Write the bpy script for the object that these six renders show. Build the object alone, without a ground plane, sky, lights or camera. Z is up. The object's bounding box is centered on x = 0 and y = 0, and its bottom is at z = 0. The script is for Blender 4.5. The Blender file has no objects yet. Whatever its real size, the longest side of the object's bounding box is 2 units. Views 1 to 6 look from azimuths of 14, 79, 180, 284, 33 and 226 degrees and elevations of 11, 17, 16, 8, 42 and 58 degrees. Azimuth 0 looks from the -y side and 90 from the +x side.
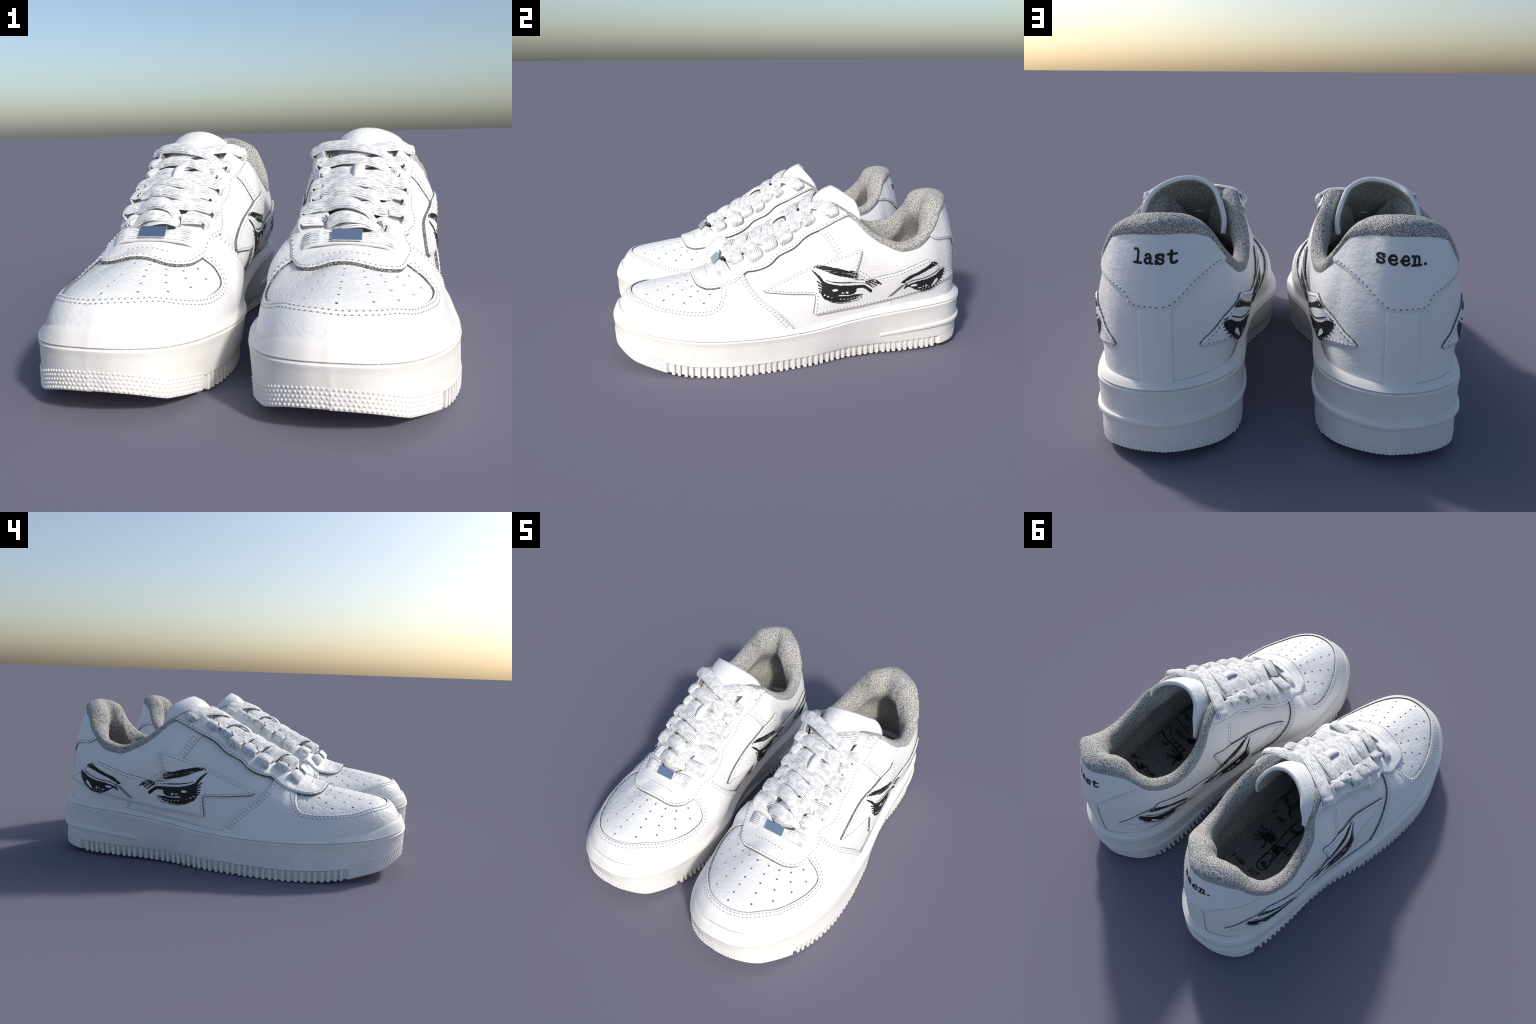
"""A pair of white low-top leather sneakers: cupsole, panelled upper, flat laces, printed eyes on star patches."""
import bpy, math
import numpy as np
from mathutils import Vector
from mathutils.geometry import delaunay_2d_cdt
RNG=np.random.default_rng(11)
BASE_X=.385                      # each shoe's own origin stands this far from x = 0
# =====================================================================================================
#  MATERIALS
# =====================================================================================================
class Nodes:
    def __init__(s,name):
        s.m=bpy.data.materials.new(name); s.m.use_nodes=True; s.t=s.m.node_tree; s.t.nodes.clear()
        s.out=s.n('ShaderNodeOutputMaterial'); s.b=s.n('ShaderNodeBsdfPrincipled'); s.l(s.b,'BSDF',s.out,'Surface')
    def n(s,kind,**kw):
        k=s.t.nodes.new(kind)
        for a,v in kw.items():
            if hasattr(k,a): setattr(k,a,v)
            else: k.inputs[a.replace('_',' ')].default_value=v
        return k
    def l(s,a,ao,b,bi): s.t.links.new(a.outputs[ao],b.inputs[bi])
    def coord(s,scale=(1,1,1),rot=(0,0,0)):
        c=s.n('ShaderNodeTexCoord'); m=s.n('ShaderNodeMapping'); m.inputs['Scale'].default_value=scale; m.inputs['Rotation'].default_value=rot
        s.l(c,'Object',m,'Vector'); return m
    def noise(s,scale,detail=3,rough=.5,vec=None):
        k=s.n('ShaderNodeTexNoise'); k.inputs['Scale'].default_value=scale; k.inputs['Detail'].default_value=detail; k.inputs['Roughness'].default_value=rough
        if vec is None: vec=s.coord()
        s.l(vec,'Vector',k,'Vector'); return k
    def ramp(s,src,so,stops):
        r=s.n('ShaderNodeValToRGB'); e=r.color_ramp.elements
        while len(e)<len(stops): e.new(.5)
        for q,(p,c) in zip(e,stops): q.position=p; q.color=(c[0],c[1],c[2],1) if not np.isscalar(c) else (c,c,c,1)
        s.l(src,so,r,'Fac'); return r
    def bump(s,src,so,strength,dist,prev=None):
        b=s.n('ShaderNodeBump'); b.inputs['Strength'].default_value=strength; b.inputs['Distance'].default_value=dist
        s.l(src,so,b,'Height')
        if prev is not None: s.l(prev,'Normal',b,'Normal')
        return b
    def math(s,op,a,ao,b=None,bo=None,val=None):
        k=s.n('ShaderNodeMath',operation=op); s.l(a,ao,k,0)
        if b is not None: s.l(b,bo,k,1)
        elif val is not None: k.inputs[1].default_value=val
        return k
    def done(s,color=None,rough=.5,normal=None,spec=.4,**kw):
        if color is not None:
            if hasattr(color,'outputs'): s.l(color,'Color',s.b,'Base Color')
            else: s.b.inputs['Base Color'].default_value=(*color,1)
        s.b.inputs['Roughness'].default_value=rough
        s.b.inputs['Specular IOR Level'].default_value=spec
        for k,v in kw.items(): s.b.inputs[k.replace('_',' ')].default_value=v
        if normal is not None: s.l(normal,'Normal',s.b,'Normal')
        return s.m

def mat_leather(name,tint,wrinkle):
    s=Nodes(name)
    fine=s.noise(170,4,.6); crease=s.noise(38,5,.62,s.coord((1,1,1.6)))
    n1=s.bump(crease,'Fac',.22*wrinkle,.02); n2=s.bump(fine,'Fac',.16*wrinkle,.006,n1)
    pore=s.n('ShaderNodeTexVoronoi',feature='F1'); pore.inputs['Scale'].default_value=85; s.l(s.coord(),'Vector',pore,'Vector')
    pr=s.ramp(pore,'Distance',[(0,(tint[0]*.72,tint[1]*.73,tint[2]*.75)),(.06,tint),(1,tint)])
    return s.done(pr,.42,n2,.45)
def mat_rubber():
    s=Nodes('white_rubber'); big=s.noise(6,4,.55); fine=s.noise(120,3,.6)
    c=s.ramp(big,'Fac',[(.3,(.74,.725,.70)),(.62,(.80,.79,.77)),(1,(.82,.81,.80))])
    return s.done(c,.55,s.bump(fine,'Fac',.12,.004),.35)
def mat_fabric(name,dark,light,scale):
    """woven mesh: small thread knots with dark gaps between them"""
    s=Nodes(name); c=s.coord((1,1,1),(.5,.35,.4))
    v=s.n('ShaderNodeTexVoronoi',feature='F1'); v.inputs['Scale'].default_value=scale; v.inputs['Randomness'].default_value=.62; s.l(c,'Vector',v,'Vector')
    gr=s.noise(320,2,.6); mix=s.math('MULTIPLY_ADD',gr,'Fac',val=.35); s.l(v,'Distance',mix,2); mix2=s.math('SUBTRACT',mix,0,val=.175)
    col=s.ramp(mix2,0,[(.20,light),(.66,dark)])
    neg=s.math('MULTIPLY',mix2,0,val=-1.0)
    return s.done(col,.9,s.bump(neg,0,.6,.006),.12,Sheen_Weight=.1)
def mat_edge():
    s=Nodes('raw_leather_edge'); v=s.noise(240,2,.7)
    c=s.ramp(v,'Fac',[(.42,(.04,.04,.04)),(.53,(.17,.17,.165)),(.66,(.60,.59,.57))])
    return s.done(c,.8,s.bump(v,'Fac',.5,.006),.2)
def mat_lace():
    s=Nodes('cotton_lace'); a=s.noise(55,3,.6,s.coord((.35,2.2,2.2))); f=s.noise(300,2,.6)
    c=s.ramp(a,'Fac',[(.30,(.62,.63,.65)),(.44,(.80,.805,.81)),(1,(.86,.86,.855))])
    return s.done(c,.85,s.bump(f,'Fac',.25,.004,s.bump(a,'Fac',.35,.006)),.15)
def mat_lace_painted_shade():  # shadow between lace ribs, painted grey on the valley faces
    s=Nodes('lace_rib_painted_shade'); a=s.noise(34,3,.6)
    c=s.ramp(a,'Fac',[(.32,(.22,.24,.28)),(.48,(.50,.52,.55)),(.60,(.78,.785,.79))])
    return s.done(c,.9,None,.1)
def mat_ink():
    s=Nodes('black_ink'); a=s.noise(70,4,.65)
    c=s.ramp(a,'Fac',[(.35,(.010,.010,.012)),(.7,(.025,.025,.028))])
    return s.done(c,.6,None,.3)
def mat_plain(name,c,r,**kw):
    s=Nodes(name); return s.done(c,r,None,**kw)
M={}
def make_materials():
    M['leather']=mat_leather('white_leather',(.80,.80,.805),1.0)
    M['toebox']=mat_leather('grained_white_leather',(.80,.805,.81),1.25)
    M['rubber']=mat_rubber()
    M['lining']=mat_fabric('grey_mesh_lining',(.19,.19,.185),(.75,.74,.71),175)
    M['insole']=mat_fabric('grey_insole_cloth',(.16,.16,.16),(.42,.42,.41),190)
    M['edge']=mat_edge(); M['lace']=mat_lace(); M['lace_painted_shade']=mat_lace_painted_shade(); M['ink']=mat_ink()
    M['hole']=mat_plain('punched_hole',(.12,.12,.125),.9,spec=.1)
    M['needle']=mat_plain('needle_hole',(.20,.20,.21),.9,spec=.1)
    M['thread']=mat_plain('white_thread',(.78,.78,.78),.7,spec=.2)
    M['seam']=mat_plain('sole_seam',(.55,.52,.50),.8,spec=.2)
    M['metal']=mat_plain('polished_steel',(.86,.87,.88),.07,Metallic=1.0)
# =====================================================================================================
#  UPPER SURFACE  (left shoe; the other one is its mirror image)
# =====================================================================================================
# ------------------------------------------------------------------ outline of the sole (left shoe, toe towards -y)
LATERAL=[(.375,-.998),(.477,-.983),(.548,-.946),(.608,-.887),(.672,-.79),(.722,-.685),(.757,-.56),(.775,-.45),(.778,-.32),
 (.771,-.18),(.758,0),(.742,.12),(.725,.25),(.710,.4),(.699,.57),(.677,.75),(.648,.85),(.60,.913),(.54,.955),(.476,.979),(.405,.989)]
MEDIAL=[(.375,-.998),(.295,-.991),(.205,-.945),(.135,-.86),(.087,-.76),(.052,-.63),(.032,-.50),(.033,-.38),(.055,-.25),(.09,-.15),
 (.117,-.05),(.132,.04),(.140,.15),(.144,.28),(.144,.40),(.138,.52),(.136,.62),(.146,.733),(.173,.82),(.218,.89),(.28,.943),(.345,.977),(.405,.989)]
SPINE_Y=[-1,-.42,0,.3,.62,1]; SPINE_X=[.375,.383,.383,.387,.408,.405]
TOE_HUB=np.array([.383,-.42]); HEEL_HUB=np.array([.408,.62])

def catmull(P,n,closed=False):
    """centripetal-ish Catmull-Rom through P resampled evenly by arc length"""
    P=np.asarray(P,float)
    Q=np.vstack([2*P[0]-P[1],P,2*P[-1]-P[-2]]) if not closed else np.vstack([P[-1],P,P[0],P[1]])
    out=[]
    m=len(Q)-3
    for i in range(m):
        p0,p1,p2,p3=Q[i:i+4]
        d1=max(np.linalg.norm(p2-p1)**.5,1e-5);d0=max(np.linalg.norm(p1-p0)**.5,1e-5);d2=max(np.linalg.norm(p3-p2)**.5,1e-5)
        m1=((p1-p0)/d0-(p2-p0)/(d0+d1)+(p2-p1)/d1)*d1
        m2=((p2-p1)/d1-(p3-p1)/(d1+d2)+(p3-p2)/d2)*d1
        t=np.linspace(0,1,24,endpoint=False)[:,None]
        out.append((2*t**3-3*t**2+1)*p1+(t**3-2*t**2+t)*m1+(-2*t**3+3*t**2)*p2+(t**3-t**2)*m2)
    out=np.vstack(out+[Q[-2][None]])
    s=np.r_[0,np.cumsum(np.linalg.norm(np.diff(out,axis=0),axis=1))]
    t=np.linspace(0,s[-1],n)
    return np.stack([np.interp(t,s,out[:,k]) for k in range(out.shape[1])],1)

def pchip(x,y,xq,flat=False):
    """shape preserving cubic interpolation; y may have several columns"""
    x=np.asarray(x,float);y=np.asarray(y,float);sh=y.shape
    y=y.reshape(len(x),-1);h=np.diff(x)[:,None];dl=np.diff(y,axis=0)/h
    m=np.zeros_like(y)
    w1=2*h[1:]+h[:-1];w2=h[1:]+2*h[:-1]
    with np.errstate(all='ignore'):
        mm=(w1+w2)/(w1/dl[:-1]+w2/dl[1:])
    m[1:-1]=np.where(dl[:-1]*dl[1:]>0,mm,0)
    if not flat: m[0]=dl[0];m[-1]=dl[-1]
    xq=np.asarray(xq,float);i=np.clip(np.searchsorted(x,xq)-1,0,len(x)-2)
    t=((xq-x[i])/h[i,0])[:,None];H=h[i]
    r=(2*t**3-3*t**2+1)*y[i]+(t**3-2*t**2+t)*H*m[i]+(-2*t**3+3*t**2)*y[i+1]+(t**3-t**2)*H*m[i+1]
    return r.reshape((len(xq),)+sh[1:])

def foot(side,kind,val):
    """point on the outline: kind 'toe'/'heel' = fan angle in degrees, 'y' = straight across; returns outline point and inward direction"""
    C=catmull(LATERAL if side>0 else MEDIAL,600)
    if kind=='y':
        cx=np.interp(val,SPINE_Y,SPINE_X)
        k=np.where((C[:-1,1]<=val)&(C[1:,1]>val))[0][0]
        f=(val-C[k,1])/(C[k+1,1]-C[k,1]); p=C[k]+f*(C[k+1]-C[k])
        return p,np.array([-side,0.]),abs(p[0]-cx)
    hub=TOE_HUB if kind=='toe' else HEEL_HUB
    sg=-1 if kind=='toe' else 1
    a=np.degrees(np.arctan2((C[:,0]-hub[0])*side,(C[:,1]-hub[1])*sg))
    if kind=='toe':
        sel=np.where(C[:,1]<-.38)[0]; aa=a[sel]; o=np.argsort(aa)
    else:
        sel=np.where(C[:,1]>.58)[0]; aa=a[sel]; o=np.argsort(aa)
    p=np.array([np.interp(val,aa[o],C[sel][o][:,k]) for k in (0,1)])
    d=hub-p; r=np.linalg.norm(d)
    return p,d/r,r
# ------------------------------------------------------------------ half profiles of the upper: (distance in from the sole outline, height)
R=None
STATIONS=[
('toe',0,[(.036,.298),(.058,.338),(.085,.368),(.113,.386),(.147,.400),(.196,.411),(.298,.429),(.415,.448),(.455,.457),(R,.494)]),
('toe',20,[(.034,.282),(.055,.322),(.082,.352),(.108,.371),(.18,.394),(.25,.411),(.30,.424),(.42,.450),(R,.494)]),
('toe',40,[(.03,.25),(.05,.29),(.075,.325),(.10,.347),(.13,.368),(.16,.382),(.22,.405),(.28,.423),(.34,.443),(.40,.466),(R,.494)]),
('toe',65,[(.03,.225),(.05,.28),(.085,.335),(.12,.362),(.15,.381),(.19,.405),(.23,.427),(.30,.463),(R,.494)]),
('toe',90,[(.03,.21),(.05,.265),(.085,.335),(.12,.375),(.16,.405),(.20,.432),(.28,.472),(R,.494)]),
('y',-.36,[(.03,.208),(.055,.28),(.095,.36),(.15,.42),(.19,.457),(.26,.501),(.312,.522)]),
('y',-.3,[(.03,.207),(.065,.30),(.11,.39),(.19,.478),(.265,.530),(.305,.550)]),
('y',-.2,[(.03,.212),(.05,.30),(.105,.414),(.17,.525),(.22,.575),(.28,.615)]),
('y',0,[(.03,.225),(.04,.30),(.065,.385),(.118,.53),(.162,.632),(.21,.69),(.25,.72)]),
('y',.17,[(.03,.248),(.030,.40),(.050,.55),(.102,.67),(.140,.735),(.168,.785),(.186,.828)]),
('y',.27,[(.03,.262),(.020,.45),(.030,.60),(.078,.70),(.135,.780)]),
('y',.34,[(.03,.27),(.012,.45),(.022,.58),(.072,.715)]),
('y',.43,[(.026,.275),(.006,.42),(.008,.55),(.043,.652)]),
('y',.55,[(.020,.285),(.000,.40),(-.006,.50),(.022,.609)]),
('y',.62,[(.018,.293),(.003,.40),(-.004,.50),(.024,.618)]),
('heel',68,[(.018,.30),(.010,.41),(.012,.52),(.044,.68)]),
('heel',45,[(.024,.305),(.033,.42),(.046,.55),(.068,.66),(.100,.782)]),
('heel',22,[(.028,.303),(.036,.42),(.051,.545),(.075,.65),(.103,.745),(.126,.805)]),
('heel',0,[(.022,.30),(.028,.42),(.043,.545),(.068,.645),(.098,.75),(.124,.812)]),
]
# the inner flank stands steeper and overhangs the narrow waist of the sole
INNER={'toe90':[(.03,.21),(.036,.28),(.056,.35),(.09,.398),(.14,.434),(.20,.462),(.28,.482),(R,.494)],
'toe65':[(.03,.225),(.042,.285),(.07,.345),(.105,.375),(.14,.394),(.185,.417),(.23,.437),(.30,.467),(R,.494)],
-.36:[(.028,.208),(.024,.28),(.032,.355),(.052,.412),(.09,.458),(.17,.510),(.27,.528)],
-.3:[(.026,.207),(.016,.30),(.030,.385),(.056,.438),(.096,.490),(.17,.543),(.25,.564)],
-.2:[(.03,.212),(.009,.30),(.010,.36),(.026,.414),(.066,.492),(.10,.533),(.152,.583),(.208,.620)],
0:[(.03,.225),(-.012,.30),(-.030,.35),(-.034,.395),(.01,.53),(.048,.632),(.093,.69),(.133,.72)],
.17:[(.03,.248),(.0,.30),(-.02,.35),(-.03,.42),(-.03,.53),(-.01,.63),(.02,.72),(.046,.785),(.064,.828)],
.27:[(.03,.262),(.005,.32),(-.02,.40),(-.034,.50),(-.034,.60),(-.01,.70),(.03,.778)],
.34:[(.03,.27),(.0,.34),(-.025,.44),(-.033,.54),(-.027,.62),(-.002,.712)],
.43:[(.03,.275),(.005,.34),(-.02,.44),(-.027,.54),(-.015,.652)],
.55:[(.03,.285),(.0,.36),(-.014,.45),(-.016,.53),(0,.609)],
.62:[(.03,.293),(.003,.37),(-.006,.46),(-.004,.54),(.015,.618)],
68:[(.03,.30),(.010,.40),(.010,.52),(.045,.675)]}
NV=72; NH=420
def half(side,nu=NH):
    B=[];D=[];PR=[]
    for kind,val,prof in STATIONS:
        p,d,r=foot(side,kind,val)
        if side<0: prof=INNER.get(val if (kind=='y' or val==68) else kind+str(val),prof)
        pr=np.array([(r if a is None else a,z) for a,z in prof])
        pr=np.vstack([[pr[0,0]+.002,pr[0,1]-.025],pr])          # tuck the lower edge behind the sole
        pr[:3,0]+=(.006,.006,.003)                              # step in behind the rolled top of the sole
        B.append(p);D.append(d);PR.append(catmull(pr,NV))
    B=np.array(B);D=np.array(D);PR=np.array(PR)
    s=np.r_[0,np.cumsum(np.linalg.norm(np.diff(B,axis=0),axis=1))]
    X=B[:,None,:]+D[:,None,:]*PR[:,:,:1]
    P=np.concatenate([X,PR[:,:,1:]],2)     # station x NV x 3
    # remember true outline instead of chord between stations: interpolate d,z profile then re-apply on dense outline
    q=np.linspace(0,s[-1],nu)
    prof=pchip(s,PR,q,True)          # mirror-symmetric at toe tip and heel
    # dense outline/direction: same station parameter by interpolation of (kind,val)
    par=[]
    for kind,val,_ in STATIONS: par.append(val)
    out=np.zeros((nu,NV,3))
    dir_=pchip(s,D,q); dir_/=np.linalg.norm(dir_,axis=1)[:,None]
    C=catmull(LATERAL if side>0 else MEDIAL,3000)
    cs=np.r_[0,np.cumsum(np.linalg.norm(np.diff(C,axis=0),axis=1))]
    # arc length of each station on dense outline
    st=[cs[np.argmin(((C-b)**2).sum(1))] for b in B]; st[0]=0; st[-1]=cs[-1]
    aq=pchip(s,np.array(st)[:,None],q)[:,0]
    Bq=np.stack([np.interp(aq,cs,C[:,k]) for k in (0,1)],1)
    out[:,:,:2]=Bq[:,None,:]+dir_[:,None,:]*prof[:,:,:1]
    out[:,:,2]=prof[:,:,1]
    # inside the toe fan all profiles end at the hub exactly
    k=np.where(q<=s[4]+1e-9)[0]
    hub=TOE_HUB
    for i in k:
        d=hub-Bq[i]; r=np.linalg.norm(d)
        pr=prof[i].copy(); w=(pr[:,0]/pr[-1,0])**4
        pr[:,0]+= (r-pr[-1,0])*w
        out[i,:,:2]=Bq[i]+(d/r)*pr[:,:1]
    return out,Bq,dir_
def grid():
    L,BL,DL=half(1);M,BM,DM=half(-1)
    G=np.concatenate([M[::-1],L[1:]],0)   # u: 0 heel (medial side) .. middle toe .. end heel (lateral)
    return G
def smoothstep(a,b,x): t=np.clip((x-a)/(b-a),0,1); return t*t*(3-2*t)
class Surf:
    def __init__(s):
        L,BL,DL=half(1); Md,BM,DM=half(-1)
        s.G=np.concatenate([Md[::-1],L[1:]],0); s.foot=np.concatenate([BM[::-1],BL[1:]],0); s.dir=np.concatenate([DM[::-1],DL[1:]],0)
        # level the fan centre in front of the throat into one smooth saddle
        q=s.G.reshape(-1,3); dx,dy=q[:,0]-TOE_HUB[0],q[:,1]-TOE_HUB[1]; r=np.hypot(dx,dy)
        base=lambda x,y: np.stack([np.ones_like(x),y,x*x,y*y,x*x*y,y**3],1)
        ring=(r>.11)&(r<.20)&(dy<.02); co=np.linalg.lstsq(base(dx[ring],dy[ring]),q[ring,2],rcond=None)[0]
        w=(1-smoothstep(.05,.17,r))*(1-smoothstep(-.01,.03,dy)); q[:,2]+=w*(base(dx,dy)@co-q[:,2]); s.G=q.reshape(s.G.shape)
        G=s.G; s.nu,s.nv=G.shape[:2]; s.mid=NH-1; s.per=s.nu-1
        Gp=np.concatenate([G[-2:-1],G,G[1:2]],0)
        du=(Gp[2:]-Gp[:-2])/2; dv=np.gradient(G,axis=1)
        n=np.cross(du,dv); ln=np.linalg.norm(n,axis=2,keepdims=True)
        n=n/np.maximum(ln,1e-12)
        if n[s.mid+NH//2,20,0]<0: n=-n
        hub=np.linalg.norm(G[:,-1,:2]-TOE_HUB,axis=1)<.02
        n[hub,-1]=(0,-.2,.98); n[hub,-2]=n[hub,-2]*.5+np.array((0,-.1,.49)); n/=np.linalg.norm(n,axis=2,keepdims=True)
        s.N=n; s.G=G-n*.009          # outer measurements include the leather laid on top
    def _bil(s,A,uv):
        uv=np.atleast_2d(uv); u=np.mod(uv[:,0],s.per); v=np.clip(uv[:,1],0,s.nv-1.0001)
        i=np.minimum(u.astype(int),s.per-1); j=v.astype(int); f=(u-i)[:,None]; g=(v-j)[:,None]
        return (A[i,j]*(1-f)+A[i+1,j]*f)*(1-g)+(A[i,j+1]*(1-f)+A[i+1,j+1]*f)*g
    def P(s,uv): return s._bil(s.G,uv)
    def n(s,uv):
        n=s._bil(s.N,uv); return n/np.linalg.norm(n,axis=1,keepdims=True)
    def jac(s,uv):
        uv=np.atleast_2d(uv); e=.7
        a=np.array([e,0]);b=np.array([0,e]); vb=np.clip(uv,None,[1e9,s.nv-2.0])
        return (s.P(uv+a)-s.P(uv-a))/(2*e),(s.P(vb+b)-s.P(vb-b))/(2*e)
    def find(s,pts,axes,sel):
        """surface parameters of points known in two coordinates; sel(G) masks the part of the surface meant"""
        pts=np.atleast_2d(np.asarray(pts,float)); ax=list(axes)
        mask=sel(s.G); ii,jj=np.where(mask); Q=s.G[ii,jj][:,ax]
        k=np.concatenate([((Q[None]-c[:,None])**2).sum(2).argmin(1) for c in np.array_split(pts,max(1,len(pts)//64))])
        uv=np.stack([ii[k],jj[k]],1).astype(float)
        for _ in range(6):
            r=pts-s.P(uv)[:,ax]; a,b=s.jac(uv); a=a[:,ax];b=b[:,ax]
            A11=(a*a).sum(1)+1e-9;A12=(a*b).sum(1);A22=(b*b).sum(1)+1e-9;r1=(a*r).sum(1);r2=(b*r).sum(1);det=np.maximum(A11*A22-A12**2,1e-16)
            uv=uv+np.clip(np.stack([(A22*r1-A12*r2)/det,(A11*r2-A12*r1)/det],1),-2,2); uv[:,1]=np.clip(uv[:,1],0,s.nv-1.001)
        return uv
    def side(s,pts,sg):
        """(y,z) points on the outer (+1) or inner (-1) flank"""
        idx=np.arange(s.nu)[:,None]+np.zeros((1,s.nv))
        return s.find(pts,(1,2),lambda G:(idx>=s.mid) if sg>0 else (idx<=s.mid))
    def top(s,pts): return s.find(pts,(0,1),lambda G:(G[:,:,1]<.35)&(G[:,:,2]>.3)&(np.arange(s.nv)[None]>8))
    def back(s,pts):
        uv=s.find(pts,(0,2),lambda G:G[:,:,1]>.62); uv[:,0]=np.where(uv[:,0]<s.mid,uv[:,0]+s.per,uv[:,0]); return uv
    def shift(s,uv,t3,dist):
        """move surface points by dist metres sideways (to the left of tangent t3, seen from outside)"""
        n=s.n(uv); side=np.cross(n,t3); side/=np.maximum(np.linalg.norm(side,axis=1,keepdims=True),1e-9)
        a,b=s.jac(uv); d=side*dist
        A11=(a*a).sum(1);A12=(a*b).sum(1);A22=(b*b).sum(1);r1=(a*d).sum(1);r2=(b*d).sum(1);det=np.maximum(A11*A22-A12**2,1e-14)
        return uv+np.stack([(A22*r1-A12*r2)/det,(A11*r2-A12*r1)/det],1)
def tangents(P,closed):
    if closed: t=np.roll(P,-1,0)-np.roll(P,1,0)
    else: t=np.gradient(P,axis=0)
    return t/np.maximum(np.linalg.norm(t,axis=1,keepdims=True),1e-9)
def resample_uv(S,uv,step,closed=False):
    uv=np.asarray(uv,float)
    if closed: uv=np.vstack([uv,uv[:1]])
    k=np.linspace(0,1,40,endpoint=False)[:,None]
    d=np.vstack([a+(b-a)*k for a,b in zip(uv[:-1],uv[1:])]+[uv[-1:]])
    P=S.P(d); s=np.r_[0,np.cumsum(np.linalg.norm(np.diff(P,axis=0),axis=1))]
    n=max(int(round(s[-1]/step)),3); t=np.linspace(0,s[-1],n+1)
    r=np.stack([np.interp(t,s,d[:,i]) for i in (0,1)],1)
    return r[:-1] if closed else r
def smooth_uv(S,pts_uv,step=.006):
    """smooth open curve on the surface through control points (rounded in space, then dropped back on the surface)"""
    pts_uv=np.asarray(pts_uv,float); n=len(pts_uv)*12; P=S.P(pts_uv); C=catmull(P,n)
    s=np.r_[0,np.cumsum(np.linalg.norm(np.diff(P,axis=0),axis=1))]; q=np.linspace(0,s[-1],n)
    uv=np.stack([np.interp(q,s,pts_uv[:,k]) for k in (0,1)],1)
    for _ in range(8):
        r=C-S.P(uv); a,b=S.jac(uv); A11=(a*a).sum(1)+1e-9;A12=(a*b).sum(1);A22=(b*b).sum(1)+1e-9;r1=(a*r).sum(1);r2=(b*r).sum(1);det=np.maximum(A11*A22-A12**2,1e-14)
        uv=uv+np.clip(np.stack([(A22*r1-A12*r2)/det,(A11*r2-A12*r1)/det],1),-3,3); uv[:,1]=np.clip(uv[:,1],0,S.nv-1.01)
    return resample_uv(S,uv,step)
def inset_uv(S,uv,dist,closed=False):
    P=S.P(uv); return S.shift(uv,tangents(P,closed),dist)
def inside(poly,q):
    x,y=q[:,0],q[:,1]; c=np.zeros(len(q),bool); a=poly; b=np.roll(poly,-1,0)
    for (x1,y1),(x2,y2) in zip(a,b):
        if y1==y2: continue
        c^=((y1>y)!=(y2>y))&(x<(x2-x1)*(y-y1)/(y2-y1)+x1)
    return c
# ----------------------------------------------------------------------------------------------------- mesh output
PARTS=[]      # every part of the left shoe: dict(name, V, F, mats, fm, parent, kind, sides)
def part(name,V,F,mats,fm=None,parent=None,kind=None,smooth=True,sides=(1,-1),angle=None):
    PARTS.append(dict(name=name,V=np.asarray(V,float),F=F,mats=mats,fm=fm,parent=parent,kind=kind,smooth=smooth,sides=sides,angle=angle))
    return name
def gridfaces(nu,nv,cu=False,cv=False,off=0):
    f=[]
    for i in range(nu if cu else nu-1):
        for j in range(nv if cv else nv-1):
            a=i*nv+j;b=((i+1)%nu)*nv+j;c=((i+1)%nu)*nv+(j+1)%nv;d=i*nv+(j+1)%nv
            f.append((a+off,b+off,c+off,d+off))
    return f
def merge(meshes):
    V=[];F=[];o=0
    for v,f in meshes:
        V.append(np.asarray(v)); F+= [tuple(i+o for i in q) for q in f]; o+=len(v)
    return np.vstack(V),F
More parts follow.
